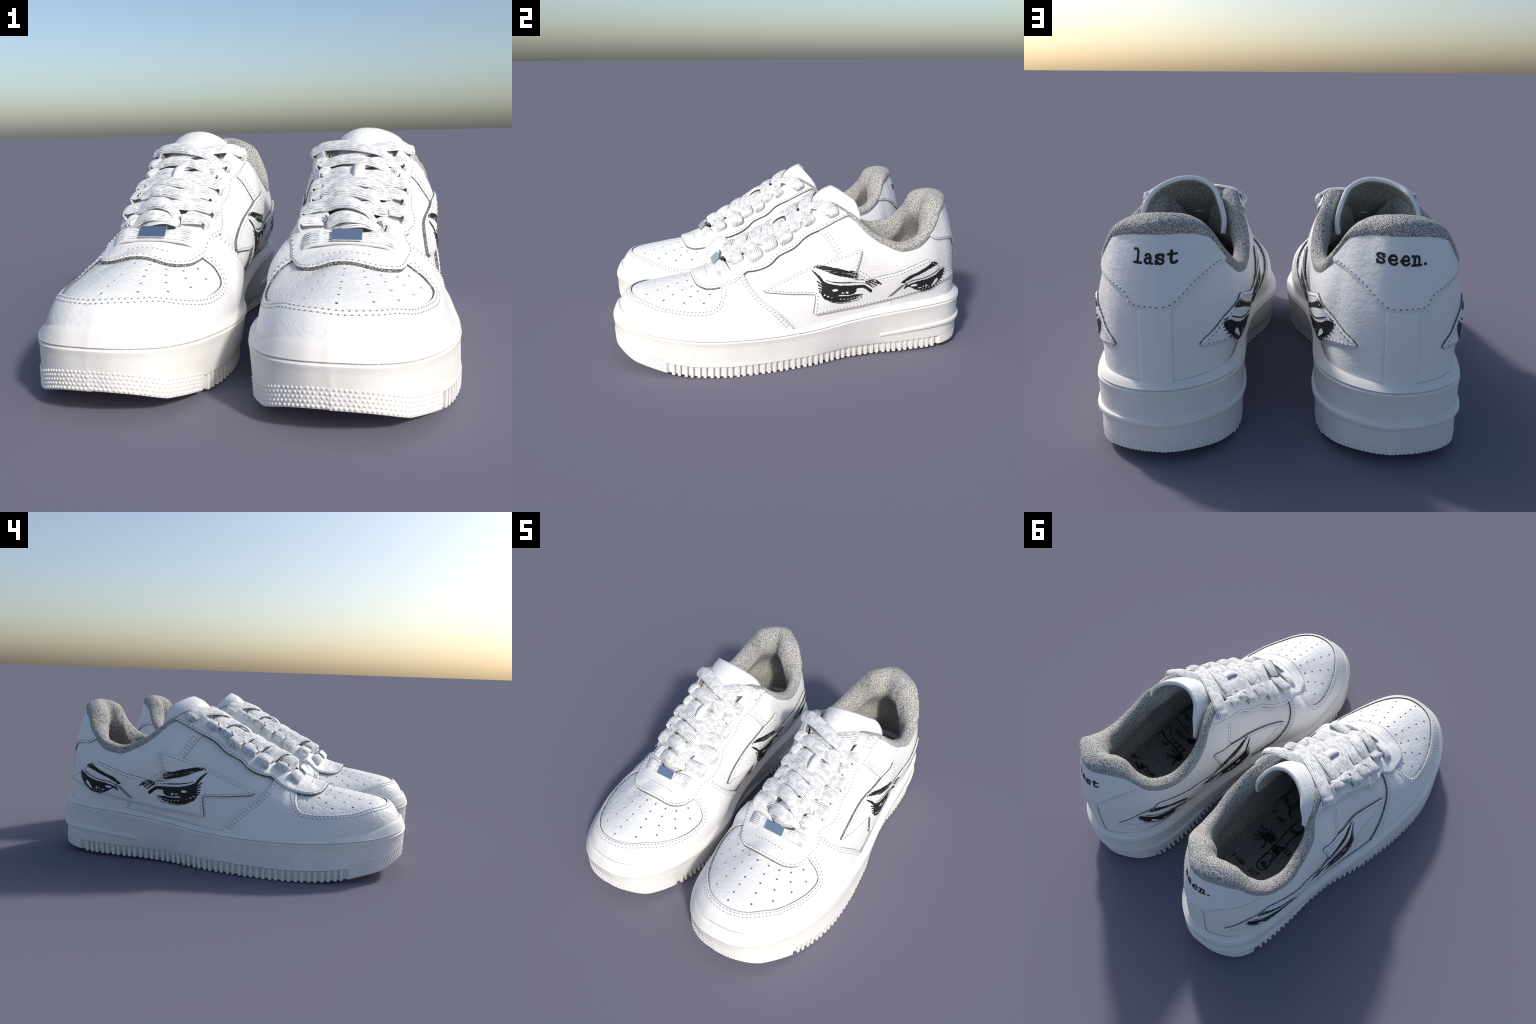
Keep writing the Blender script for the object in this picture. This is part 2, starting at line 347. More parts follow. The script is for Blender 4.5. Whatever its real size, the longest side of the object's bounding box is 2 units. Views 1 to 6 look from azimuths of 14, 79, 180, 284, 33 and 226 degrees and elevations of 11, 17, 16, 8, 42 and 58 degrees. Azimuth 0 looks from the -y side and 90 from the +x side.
def panel(S,name,uv,lift,mat,step=.007,edge=.006,round_=.80,skirt=.004,cells=(2.2,1.4),holes=(),hole_r=.0058,fill=None,bulge=0.0,parent=None,sides=(1,-1)):
    """a leather piece lying on the surface: outline in surface parameters, raised by lift, with a rolled rim and cut edge"""
    B=resample_uv(S,uv,step,True)
    area=0.5*np.sum(B[:,0]*np.roll(B[:,1],-1)-np.roll(B[:,0],-1)*B[:,1])
    P=S.P(B)
    a=inset_uv(S,B,edge,True); b=inset_uv(S,B,-edge,True)
    I=a if inside(B,a).sum()>inside(B,b).sum() else b
    I2=inset_uv(S,B,edge*2.6*(1 if I is a else -1),True)
    okI=inside(B,I)
    nb=len(B); ring=[]
    pts=[tuple(p) for p in B]; h=[lift*round_]*nb
    edges=[(i,(i+1)%nb) for i in range(nb)]
    for k in np.where(okI)[0]: pts.append(tuple(I[k])); h.append(lift)
    u0,v0=B.min(0);u1,v1=B.max(0)
    gu=np.arange(math.floor(u0),u1+1,cells[0]); gv=np.arange(math.floor(v0)-.3,v1+1,cells[1])
    g=np.stack(np.meshgrid(gu,gv,indexing='ij'),-1).reshape(-1,2)
    g=g[inside(B,g)]
    Pg=S.P(g); keep=np.ones(len(g),bool)
    for k0 in range(0,len(g),2000):
        d=np.sqrt(((Pg[k0:k0+2000,None]-P[None])**2).sum(2).min(1)); keep[k0:k0+2000]=d>edge*1.6
    hc=np.asarray(holes).reshape(-1,2)
    if len(hc):
        Ph=S.P(hc)
        for k0 in range(0,len(g),4000):
            keep[k0:k0+4000]&=((Pg[k0:k0+4000,None]-Ph[None])**2).sum(2).min(1)>(hole_r*1.25)**2
    g=g[keep]
    for q in g: pts.append(tuple(q)); h.append(lift)
    hole_set=set()
    for c in hc:
        ja,jb=S.jac(c); ja,jb=ja[0],jb[0]; n=S.n(c)[0]
        e1=ja/np.linalg.norm(ja); e2=np.cross(n,e1)
        J=np.stack([ja,jb],1)
        for rr,dep in ((hole_r,0.),(hole_r*.80,.0024),(0,.0030)):
            if rr>0: k0=len(pts); edges+=[(k0+q,k0+(q+1)%10) for q in range(10)]
            for t in (np.linspace(0,2*np.pi,10,endpoint=False) if rr>0 else [0]):
                d=np.linalg.lstsq(J,rr*(math.cos(t)*e1+math.sin(t)*e2),rcond=None)[0]
                if rr<hole_r: hole_set.add(len(pts))
                pts.append(tuple(c+d)); h.append(lift-dep)
    res=delaunay_2d_cdt([Vector(p) for p in pts],edges,[list(range(nb))],1,1e-6)
    ov=np.array([tuple(p) for p in res[0]]); of=res[2]; orig=res[3]
    H=np.array([h[o[0]] if len(o) else lift for o in orig])
    isb=np.array([bool(len(o)) and min(o)<nb for o in orig]); ish=np.array([bool(len(o)) and o[0] in hole_set for o in orig])
    nrm=S.n(ov); V=S.P(ov)+nrm*H[:,None]
    if bulge: pass
    src={}
    for k,o in enumerate(orig):
        for q in o:
            if q<nb: src[q]=k
    F=[];fm=[]
    for f in of:
        p=V[list(f)]
        if len(set(f))<3: continue
        nn=np.cross(p[1]-p[0],p[2]-p[0])
        f=tuple(f) if nn@nrm[f[0]]>0 else tuple(f[::-1])
        F.append(f); fm.append(2 if sum(ish[i] for i in f)>=2 else 0)
    # cut edge going down into the layer below
    base=len(V); Bo=inset_uv(S,B,(-1 if I is a else 1)*.0025,True); Vs=S.P(Bo)-S.n(Bo)*skirt; V=np.vstack([V,Vs])
    for i in range(nb):
        j=(i+1)%nb
        if i in src and j in src:
            q=(src[i],src[j],base+j,base+i)
            nn=np.cross(V[q[1]]-V[q[0]],V[q[2]]-V[q[0]]); out=V[q[0]]-S.P(I[i:i+1])[0]
            F.append(q if nn@out>0 else q[::-1]); fm.append(1)
    part(name,V,F,[mat,'edge','hole'],fm,parent=parent,sides=sides,angle=50)
    return B
STITCH=[];NEEDLE=[]
def stitches(S,uv,lift,pitch=.0195,length=.0125,width=.0048,high=.0022):
    """a row of thread stitches with needle holes along an open surface curve"""
    C=resample_uv(S,uv,pitch); P=S.P(C); n=S.n(C); t=tangents(P,False)
    for k in range(len(C)-1):
        c=(P[k]+P[k+1])/2; tt=P[k+1]-P[k]; L=np.linalg.norm(tt)
        if L<1e-4: continue
        tt=tt/L; nn=n[k]+n[k+1]; nn/=np.linalg.norm(nn); bb=np.cross(nn,tt); jit=RNG.uniform(-.08,.08)
        o=c+nn*lift; V=[];F=[]
        for a in (-1,-.55,0,.55,1):
            r=math.sqrt(max(1-a*a,0)) if abs(a)<1 else .25
            for q in range(6):
                w=2*np.pi*q/6
                V.append(o+tt*a*length/2+bb*(math.cos(w)*width/2*r+jit*a*.004)+nn*(math.sin(w)*high*r))
        F=gridfaces(5,6,False,True)+[tuple(range(5,-1,-1)),tuple(range(24,30))]
        STITCH.append((V,F))
        h=P[k]+n[k]*(lift+.0006); r=.0031
        V=[h]+[h+r*(t[k]*math.cos(w)*1.25+np.cross(n[k],t[k])*math.sin(w)*.85) for w in np.linspace(0,2*np.pi,8,endpoint=False)]
        NEEDLE.append((V,[(0,1+q,1+(q+1)%8) for q in range(8)]))
# =====================================================================================================
#  UPPER: shell and leather pieces
# =====================================================================================================
STAR=[(-.212,.419),(-.085,.472),(.06,.531),(.185,.580),(.300,.615),(.312,.606),(.292,.535),(.275,.472),(.276,.456),(.331,.452),
 (.49,.482),(.68,.536),(.695,.534),(.765,.498),(.872,.434),(.885,.418),(.876,.406),(.76,.382),(.475,.328),(.31,.301),(.18,.292),(.06,.281),(.046,.288),
 (.055,.333),(.063,.383),(.057,.389),(-.07,.394),(-.2,.407)]
VAMP_SEAM=[(-.300,.484),(-.278,.437),(-.236,.387),(-.18,.34),(-.125,.29),(-.068,.226)]
QUARTER_EDGE=[(.105,.700),(.135,.665),(.16,.619),(.19,.579),(.283,.483),(.33,.45),(.48,.327),(.508,.287)]
EYESTAY_EDGE=[(.268,.778),(.19,.746),(.121,.711),(.053,.679),(.02,.657),(-.008,.633),(-.04,.611),(-.084,.591),(-.118,.573),(-.16,.538),(-.205,.515),(-.25,.50),
 (-.28,.492)]
EYESTAY_FRONT=[(.590,-.345),(.582,-.41),(.572,-.462),(.555,-.505),(.518,-.538),(.455,-.557),(.385,-.565)]
TOE_EDGE=[(.558,-.415),(.588,-.428),(.637,-.438),(.668,-.466),(.668,-.53),(.645,-.626),(.594,-.739),(.545,-.806),(.50,-.852),(.448,-.880),(.386,-.890)]
HOLES=[(.384,-.861),(.384,-.812),(.383,-.763),(.382,-.714),(.382,-.657),(.380,-.600),(.490,-.811),(.475,-.752),(.464,-.696),(.452,-.645),(.444,-.591),
 (.562,-.725),(.537,-.676),(.516,-.623),(.499,-.574),(.607,-.622),(.576,-.585),(.553,-.544),(.632,-.522),(.591,-.486)]
TAB_OUTER=[(.700,.657),(.745,.633),(.80,.627),(.85,.616),(.885,.597)]; TAB_BACK=[(.50,.566),(.43,.560),(.375,.561)]; TAB_INNER=[(.905,.584),(.85,.634),(.78,.668),(.722,.676)]
def densify(poly,step):
    out=[]
    for a,b in zip(poly,poly[1:]+poly[:1]):
        n=max(int(math.dist(a,b)/step),1); out+=[(a[0]+(b[0]-a[0])*k/n,a[1]+(b[1]-a[1])*k/n) for k in range(n)]
    return out
def mirror_x(p): return [(2*.384-x,y) for x,y in p]

def build_upper(S):
    vm=S.nv-1.01
    # --- the bare shell under all pieces
    F=gridfaces(S.nu,S.nv)
    part('upper_shell',S.G.reshape(-1,3),F,['leather'])
    # --- perforated toe box
    edge_uv=S.top(TOE_EDGE+mirror_x(TOE_EDGE)[-2::-1])
    toe_curve=smooth_uv(S,edge_uv)
    out=inset_uv(S,toe_curve,.012); inn=inset_uv(S,toe_curve,-.012)
    wide=out if out[len(out)//2,1]<toe_curve[len(toe_curve)//2,1] else inn
    rear=S.top([(.30,-.50),(.385,-.515),(.47,-.50)])
    holes=S.top(HOLES+[p for p in mirror_x(HOLES) if abs(p[0]-.384)>.02])
    panel(S,'toe_box',np.vstack([wide,rear]),.0035,'toebox',holes=holes,cells=(3,1.2))
    # --- mudguard round the toe
    seam={}
    for sg in (1,-1): seam[sg]=smooth_uv(S,S.side([(-.308,.52 if sg>0 else .545)]+VAMP_SEAM[:],sg)); 
    for sg in (1,-1): seam[sg]=np.vstack([seam[sg],[[seam[sg][-1,0],0]]])
    a,b=seam[1][-1,0],seam[-1][-1,0]
    bottom=np.stack([np.linspace(a,b,200)[1:-1],np.zeros(198)],1)
    panel(S,'mudguard',np.vstack([seam[1],bottom,seam[-1][::-1],toe_curve[::-1]]),.014,'leather',edge=.005)
    sgn=-1 if wide is inn else 1
    for d in (.009,.0225): stitches(S,inset_uv(S,toe_curve,d*sgn)[6:-6],.0142)
    for sg in (1,-1):
        c=seam[sg][6:-3]
        for d in (.010,.0235):
            q=inset_uv(S,c,d); 
            if S.P(q)[:,1].mean()>S.P(c)[:,1].mean(): q=inset_uv(S,c,-d)
            stitches(S,q,.0142)
    # --- rear quarters
    for sg in (1,-1):
        e=smooth_uv(S,S.side(QUARTER_EDGE,sg)); e=np.vstack([e,[[e[-1,0]+sg*2.5,0]]])
        heel=S.per if sg>0 else 0
        bot=np.stack([np.linspace(e[-1,0],heel,150)[1:],np.zeros(149)],1)
        rim0=S.side([(.268,.78)],sg)[0]
        up=np.stack([np.full(30,heel),np.linspace(0,vm,32)[1:-1]],1)
        rim=np.stack([np.linspace(heel,rim0[0],150),np.full(150,vm)],1)
        panel(S,'quarter',np.vstack([e,bot,up,rim,S.side([(.16,.742)],sg)]),.006,'leather')
        c=e[6:-3]
        for d in (.011,.030):
            q=inset_uv(S,c,d)
            if S.P(q)[:,1].mean()<S.P(c)[:,1].mean(): q=inset_uv(S,c,-d)
            q=q[~inside(resample_uv(S,S.side(densify(STAR,.02),sg),.01,True),q)]
            P=S.P(q); cut=np.where(np.linalg.norm(np.diff(P,axis=0),axis=1)>.03)[0]
            for seg in np.split(q,cut+1):
                if len(seg)>5: stitches(S,seg,.0062)
        # --- star patch
        st=S.side(densify(STAR,.012),sg)
        B=panel(S,'star_patch',st,.016,'leather',step=.006,edge=.005,cells=(2,1.6))
        q=inset_uv(S,B,.010,True)
        if inside(B,q).mean()<.5: q=inset_uv(S,B,-.010,True)
        stitches(S,q[inside(B,q)],.0162)
    # --- back strip and heel tab
    strip=S.back([(.473,.565),(.472,.44),(.471,.316),(.418,.315),(.364,.316),(.364,.44),(.364,.565)])
    panel(S,'heel_strip',np.vstack([strip[:3],np.stack([np.linspace(strip[2,0],strip[4,0],20),np.zeros(20)],1),strip[4:]]),.0125,'leather')
    low=smooth_uv(S,np.vstack([S.side(TAB_OUTER,1),S.back(TAB_BACK),S.side(TAB_INNER,-1)+[S.per,0]]))
    top=np.stack([np.linspace(low[-1,0],low[0,0],150),np.full(150,vm)],1)
    panel(S,'heel_tab',np.vstack([low,top]),.016,'leather')
    q=inset_uv(S,low,.011)
    if q[len(q)//2,1]<low[len(q)//2,1]: q=inset_uv(S,low,-.011)
    stitches(S,q[3:-3],.0162)
    # --- eyestay
    ee={sg:S.side(EYESTAY_EDGE,sg) for sg in (1,-1)}
    inner=[(x-.016*smoothstep(-.50,-.38,y),y) for x,y in mirror_x(EYESTAY_FRONT)]
    fr=S.top(EYESTAY_FRONT+inner[-2::-1])
    low=smooth_uv(S,np.vstack([ee[1],fr,ee[-1][::-1]]))
    i0,i1=low[0],low[-1]
    top=np.stack([np.linspace(i1[0],i0[0],260),np.full(260,vm)],1)
    panel(S,'eyestay',np.vstack([low,top]),.021,'leather',cells=(2.5,1.4))
    q=inset_uv(S,low,.010)
    if q[len(q)//2,1]<low[len(q)//2,1]: q=inset_uv(S,low,-.010)
    stitches(S,q[2:-2],.0212)
    # short second row across the front of the eyestay
    q=S.top([(.30,-.478),(.34,-.482),(.385,-.484),(.43,-.482),(.47,-.478)]); stitches(S,smooth_uv(S,q),.0212)
# =====================================================================================================
#  SOLE
# =====================================================================================================
def z_bottom(y): return np.interp(y,[-1,-.95,-.887,-.79,-.73,-.6,-.4,0,.25,.5,.78,.88,.985],[.100,.078,.050,.030,.018,.005,0,.003,.008,.011,.016,.026,.040])
SEAM_Y=[-1,-.89,-.78,-.67,-.56,-.45,-.2,0,.1,.25,.37,.57,.78,.9,1]; SEAM_Z=[.247,.226,.214,.206,.199,.197,.195,.204,.213,.234,.246,.262,.273,.28,.284]
def z_seam(y): return pchip(SEAM_Y,np.array(SEAM_Z)[:,None],y)[:,0]
def z_crease(y): return pchip([-1,-.96,-.85,-.73,-.5,-.35,-.15,.05,.26,.53,.7,.86,1],np.array([.305,.297,.262,.24,.215,.206,.214,.230,.258,.287,.30,.306,.305])[:,None],y)[:,0]
def outline(n):
    L=catmull(LATERAL,1500);Md=catmull(MEDIAL,1500)
    C=np.vstack([L,Md[-2:0:-1]])
    Cc=np.vstack([C,C[:1]]); s=np.r_[0,np.cumsum(np.linalg.norm(np.diff(Cc,axis=0),axis=1))]; t=np.linspace(0,s[-1],n,endpoint=False)
    P=np.stack([np.interp(t,s,Cc[:,k]) for k in (0,1)],1)
    for _ in range(3): P=.25*np.roll(P,1,0)+.5*P+.25*np.roll(P,-1,0)
    T=np.roll(P,-1,0)-np.roll(P,1,0); T/=np.linalg.norm(T,axis=1,keepdims=True)
    return P,T,np.stack([T[:,1],-T[:,0]],1)          # point, tangent, outward normal
TREAD_FRONT,TREAD_REAR=-.728,.80
SLOT=.058
def build_sole():
    n=900; P,T,O=outline(n); y=P[:,1]
    if (O*(P-P.mean(0))).sum()<0: O=-O
    zs,zc,zb=z_seam(y),z_crease(y),z_bottom(y)
    side=smoothstep(TREAD_FRONT-.004,TREAD_FRONT+.004,y)*(1-smoothstep(TREAD_REAR-.004,TREAD_REAR+.004,y))
    toe=smoothstep(-.75,-.97,y); heel=smoothstep(.7,.95,y)
    dz=zc-zs
    rows=[]   # (outward offset, z)
    def row(o,z): rows.append((np.broadcast_to(o,(n,)).copy(),np.broadcast_to(z,(n,)).copy()))
    row(-.085,zc-.05); row(-.055,zc-.030); row(-.042,zc-.012); row(-.035,zc-.002); row(-.030,zc+.0005); row(-.0245,zc-dz*.06); row(-.0175,zc-dz*.25)
    row(-.0105,zs+dz*.50); row(-.005,zs+dz*.28); row(-.0015,zs+dz*.13); row(-.0002,zs+.0045); row(-.003,zs+.0022); row(-.0065,zs+.0005); row(-.0065,zs-.0012)
    row(-.002,zs-.0035); row(.0015,zs-.008); row(.001,zs-.014); row(-.0012,zs-.022)
    wall=.003+.009*smoothstep(-.90,-.985,y)+.005*smoothstep(.88,.98,y)
    inner=(P[:,0]<np.interp(y,SPINE_Y,SPINE_X))
    wall=wall+np.where(inner,np.interp(y,[-.9,-.6,-.42,-.15,.05,.15,.3,.45,.6,.75],[0,.02,.032,.045,.078,.085,.062,.030,.012,0]),
        np.interp(y,[-.9,-.72,-.55,-.2,.05,.25,.42,.56,.72,.9],[-.004,-.008,-.013,-.010,.012,.046,.044,.026,.012,.002]))
    zt=zb+SLOT
    for k in (.2,.45,.7,.9): row(-.0012-wall*k*.5,zs-.022+(zt+.004-zs+.022)*k)
    row(-wall*.6,zt+.002); row(-wall*.62-.013*side,zt)
    row(-wall*.7-.014*side,zt*.6+zb*.4); row(-wall*.9-.014*side,zt*.25+zb*.75+.002)
    row(-wall*1.0-.014*side-.001,zb+.004); row(-wall*1.1-.014*side-.005,zb+.0006); row(-.05,zb+.0+.0*y)
    V=[];cx=P.mean(0)
    for o,z in rows:
        V.append(np.column_stack([P+O*o[:,None],z]))
    for k in (.7,.4,.12):
        q=P-O*.05; q=np.column_stack([np.interp(q[:,1],SPINE_Y,SPINE_X)+(q[:,0]-np.interp(q[:,1],SPINE_Y,SPINE_X))*k,q[:,1]*(.94+.06*k)])
        V.append(np.column_stack([q,z_bottom(q[:,1])*(1-k)+zb*k+.012]))
    R=len(V); V=np.stack(V,1).reshape(-1,3)
    F=gridfaces(n,R,True,False)
    part('midsole',V,F,['rubber'],angle=40)
    # tread blocks
    s=np.r_[0,np.cumsum(np.linalg.norm(np.diff(P,axis=0),axis=1))]
    pitch=.0335
    w,h,d=.0165,SLOT-.0005,.022
    blocks=[]
    for sg in (1,-1):
        idx=np.where((y>TREAD_FRONT+.014)&(y<TREAD_REAR-.008)&((P[:,0]>.39) if sg>0 else (P[:,0]<.39)))[0]
        idx=idx[np.argsort(y[idx])]
        q=np.r_[0,np.cumsum(np.linalg.norm(np.diff(P[idx],axis=0),axis=1))]
        for t in np.arange(.012,q[-1],pitch):
            k=idx[np.searchsorted(q,t)]
            blocks.append((np.array([*(P[k]-O[k]*(wall[k]*.75+.0)),zb[k]]),math.atan2(O[k,1],O[k,0])))
    PARTS.append(dict(name='tread_block',blocks=blocks,size=(d,w,h),mats=['rubber'],parent='midsole'))
    # pimples at toe and heel
    pim=[]
    Ltot=s[-1]
    for zone,rws,pit in (('toe',5,.0165),('heel',4,.0150)):
        for r in range(rws):
            for t in np.arange((r%2)*pit/2,Ltot,pit):
                k=min(np.searchsorted(s,t),n-1)
                ok=(y[k]<TREAD_FRONT-.012) if zone=='toe' else (y[k]>TREAD_REAR+.012)
                if not ok: continue
                f=(.012+r*.0142)
                if zone=='heel': f=.008+r*.012
                z=zb[k]+f; o=-wall[k]*(.95-.5*f/SLOT*.6)
                c=np.array([*(P[k]+O[k]*o),z]); rad=.0062 if zone=='toe' else .0052
                nn=np.array([*O[k],0]);tt=np.array([*T[k],0]);up=np.array([0,0,1.])
                V=[c+nn*rad*.62]
                for a,b in ((.6,.42),(1.,-.1)):
                    for m_ in range(7):
                        w_=2*np.pi*m_/7; V.append(c+rad*a*(tt*math.cos(w_)+up*math.sin(w_))+nn*rad*b)
                F=[(0,1+q_,1+(q_+1)%7) for q_ in range(7)]+[(1+q_,8+q_,8+(q_+1)%7,1+(q_+1)%7) for q_ in range(7)]
                pim.append((V,F))
    part('sole_pimples',*merge(pim),['rubber'],kind='stuff',parent='midsole')
    # bead round the heel
    idx=np.arange(n); m_=np.where((y>.43))[0]; order=m_
    C=P[order];OO=O[order];yy=y[order]; z=np.interp(yy,[.43,.63,.82,.95,1],[.124,.140,.153,.158,.158])
    sec=[(-.012,-.011),(.004,-.0115),(.0115,-.009),(.0135,-.004),(.0135,.004),(.0115,.009),(.004,.0115),(-.012,.011)]
    V=np.stack([np.column_stack([C+OO*(o-wall[order,None]*.55),z+h_]) for o,h_ in sec],1)
    nn=len(C); F=gridfaces(nn,8,False,True)+[tuple(range(8)),tuple(range((nn-1)*8+7,(nn-1)*8-1,-1))]
    part('heel_bead',V.reshape(-1,3),F,['rubber'],parent='midsole',angle=40)
    # sunk stitching line below the foxing: thin thread dashes
    th=[];st=.030
    for t in np.arange(0,Ltot,st):
        ks=[min(np.searchsorted(s,t+q),n-1) for q in np.linspace(0,st*.8,5)]
        V=[]
        for k in ks:
            for o,h_ in ((-.0062,.0018),(-.0035,.0),(-.0062,-.0018)): V.append([*(P[k]+O[k]*(o)),zs[k]-.001+h_])
        th.append((np.array(V),gridfaces(5,3)))
    part('sole_stitching',*merge(th),['seam'],kind='stuff',parent='midsole')
# =====================================================================================================
#  INSIDE: padded lining, insole, tongue
# =====================================================================================================
def build_inside(S):
    rimy=S.G[:,-1,1]
    order=np.r_[np.arange(S.mid,S.nu),np.arange(1,S.mid)]      # lateral toe -> heel -> medial toe
    order=order[(rimy[order]>-.12)]
    Vs=[]
    for k in order:
        r=S.G[k,-1]; d=np.array([*S.dir[k],0]); y=r[1]
        hee=smoothstep(.50,.90,y); front=1-smoothstep(.16,.34,y); roll=smoothstep(.10,.165,y)
        wide=.050+.008*smoothstep(.3,.55,y)+.055*hee; up=(.026-.006*front+.034*hee)
        bx=np.array([*(S.foot[k]+S.dir[k]*.060),insole_z(y)+.045])
        w1=S.G[k,int(S.nv*.52)]+d*.050; w2=S.G[k,int(S.nv*.30)]+d*.050
        pr=[(-.011,-.018),(-.0135-.004*hee,-.006),(-.010-.008*hee,up*.55),(wide*.16,up*.93),(wide*.48,up*1.02),(wide*.80,up*.6),(wide*1.0,-.025),(wide*1.0,-.075-.01*hee)]
        pr=[(a*roll+(1-roll)*(.012+.01*i),b*roll-(1-roll)*(.012+.006*i)) for i,(a,b) in enumerate(pr)]
        pts=[r+d*a+np.array([0,0,b]) for a,b in pr]
        pts+=[w1,w2,bx]
        Vs.append(catmull(pts,44))
    V=np.array(Vs); part('lining',V.reshape(-1,3),gridfaces(V.shape[0],V.shape[1]),['lining'])
    # insole: a bed with turned-up rim
    ys=np.linspace(-.30,.885,120); ts=np.linspace(-1,1,41); V=[]
    for y in ys:
        c,w=insole_span(y); x=c+w*ts; V.append(np.column_stack([x,np.full(41,y),insole_h(x,np.full(41,y))]))
    part('insole',np.vstack(V),gridfaces(120,41),['insole'])
    build_tongue()
def insole_z(y): return .238+.034*smoothstep(-.15,.5,np.asarray(y,float))
SPAN={}
def insole_span(y):
    """middle and half width of the insole at y"""
    if not SPAN:
        L,Md=catmull(LATERAL,400),catmull(MEDIAL,400); SPAN['l']=L;SPAN['m']=Md
    xl=np.interp(y,SPAN['l'][:,1],SPAN['l'][:,0]); xm=np.interp(y,SPAN['m'][:,1],SPAN['m'][:,0])
    return (xl+xm)/2,np.maximum((xl-xm)/2-.045-.05*(1-smoothstep(.05,.25,np.asarray(y,float)))-.03*smoothstep(.70,.85,np.asarray(y,float)),.01)
def insole_h(x,y):
    c,w=insole_span(y); t=np.clip(np.abs((x-c)/w),0,1); r=np.clip((np.asarray(y)-.70)/.215,0,1)
    return insole_z(y)+.055*np.maximum(t**5,r**3)
TONGUE=[ # curves across the tongue, outer side first, from the free top edge down to its root
 [(.585,.335,.755),(.575,.325,.80),(.545,.308,.850),(.50,.268,.882),(.43,.236,.904),(.35,.228,.902),(.28,.252,.866),(.243,.300,.800),(.226,.322,.73),(.232,.330,.675)],
 [(.575,.270,.745),(.562,.255,.80),(.53,.232,.842),(.48,.196,.866),(.42,.178,.880),(.35,.174,.878),(.288,.194,.848),(.25,.235,.795),(.232,.26,.73),(.235,.27,.675)],
 [(.555,.15,.715),(.545,.13,.755),(.515,.11,.780),(.465,.098,.797),(.41,.092,.805),(.355,.092,.803),(.295,.10,.788),(.255,.12,.765),(.235,.14,.72),(.23,.15,.67)],
 [(.54,0,.635),(.525,-.01,.665),(.495,-.02,.688),(.455,-.025,.704),(.41,-.03,.712),(.36,-.03,.712),(.31,-.025,.702),(.27,-.015,.69),(.245,-.005,.655),(.235,0,.62)],
 [(.525,-.2,.52),(.51,-.2,.55),(.485,-.2,.575),(.45,-.2,.598),(.41,-.2,.608),(.36,-.2,.608),(.32,-.2,.598),(.285,-.2,.575),(.26,-.2,.55),(.245,-.2,.52)],
 [(.51,-.42,.40),(.495,-.42,.43),(.475,-.42,.445),(.445,-.42,.452),(.41,-.42,.456),(.36,-.42,.456),(.32,-.42,.452),(.295,-.42,.445),(.275,-.42,.43),(.26,-.42,.40)]]
def build_tongue():
    C=np.array([catmull(c,61) for c in TONGUE])
    A=np.stack([catmull(C[:,j],70) for j in range(61)],1)      # 70 x 61 x 3
    du=np.gradient(A,axis=0);dv=np.gradient(A,axis=1);n=np.cross(du,dv);n/=np.linalg.norm(n,axis=2,keepdims=True)
    if n[10,30,2]<0: n=-n
    e=np.minimum(np.minimum(np.arange(61),60-np.arange(61))[None,:]*.008,np.arange(70)[:,None]*.009)
    t=.016+.006*(1-np.exp(-e/.010))
    outer=A; inner=A-n*(t+.004)[...,None]
    nu,nv=A.shape[:2]
    V=np.vstack([outer.reshape(-1,3),inner.reshape(-1,3)]); o=nu*nv
    F=gridfaces(nu,nv);fm=[0]*len(F)
    G2=[tuple(i+o for i in f[::-1]) for f in F]; F=F+G2; fm+=[1]*len(G2)
    bd=[(0,j,0,j+1) for j in range(nv-1)]+[(i,0,i+1,0) for i in range(nu-1)]+[(i,nv-1,i+1,nv-1) for i in range(nu-1)]
    for i,j,k,l in bd:
        a=i*nv+j;b=k*nv+l; F.append((a,b,b+o,a+o)); fm.append(0)
    part('tongue',V,F,['leather','lining'],fm)
# =====================================================================================================
#  LACES
# =====================================================================================================
LACE_ROWS=[(.161,-.392,.474),(.186,-.322,.517),(.180,-.224,.546),(.176,-.148,.598),(.188,-.068,.634),(.180,-.008,.688),(.182,.064,.728),(.184,.182,.777)]   # half spread, y, z of each strap end
RIDGE=[(-.46,.507),(-.41,.545),(-.36,.582),(-.287,.618),(-.189,.664),(-.113,.702),(-.044,.746),(.017,.782),(.064,.812),(.12,.838)]
CROSS=[-.43,-.365,-.288,-.205,-.130,-.068,-.004,.078]
def ridge_z(y): return np.interp(y,[p[0] for p in RIDGE],[p[1] for p in RIDGE])
def ribbon(path,across,width,thick,ribs,crown=0.0):
    """flat woven band along a path with lengthwise ribs"""
    n=len(path); m=ribs*4+1; a=np.linspace(-1,1,m)
    t=tangents(path,False); w=across-(across*t).sum(1,keepdims=True)*t; w/=np.linalg.norm(w,axis=1,keepdims=True)
    if np.cross(t,w)[n//2,2]<0: w=-w
    nn=np.cross(t,w)
    prof=np.sqrt(np.clip(1-np.abs(a)**5,0,1))
    crown=crown*(1-a*a)
    up=crown+thick/2*prof+thick*.30*np.abs(np.cos(a*ribs*np.pi/2))*prof; dn=crown-thick/2*prof
    V=[]
    for i in range(n):
        top=path[i]+np.outer(a*width[i]/2,w[i])+np.outer(up,nn[i]); bot=path[i]+np.outer(a[::-1]*width[i]/2,w[i])+np.outer(dn[::-1],nn[i])
        V.append(np.vstack([top,bot[1:-1]]))
    V=np.array(V); k=V.shape[1]
    F=gridfaces(n,k,False,True); col=np.abs(np.cos((a[:-1]+a[1:])/2*ribs*np.pi/2))
    painted_valley=[1 if (j<m-1 and col[j]<.45 and abs(a[j])<.93) else 0 for j in range(k)]
    ribbon.fm=[painted_valley[j] for i in range(n-1) for j in range(k)]+[0,0]
    F=F+[tuple(range(k)),tuple(range((n-1)*k+k-1,(n-1)*k-1,-1))]
    return V.reshape(-1,3),F
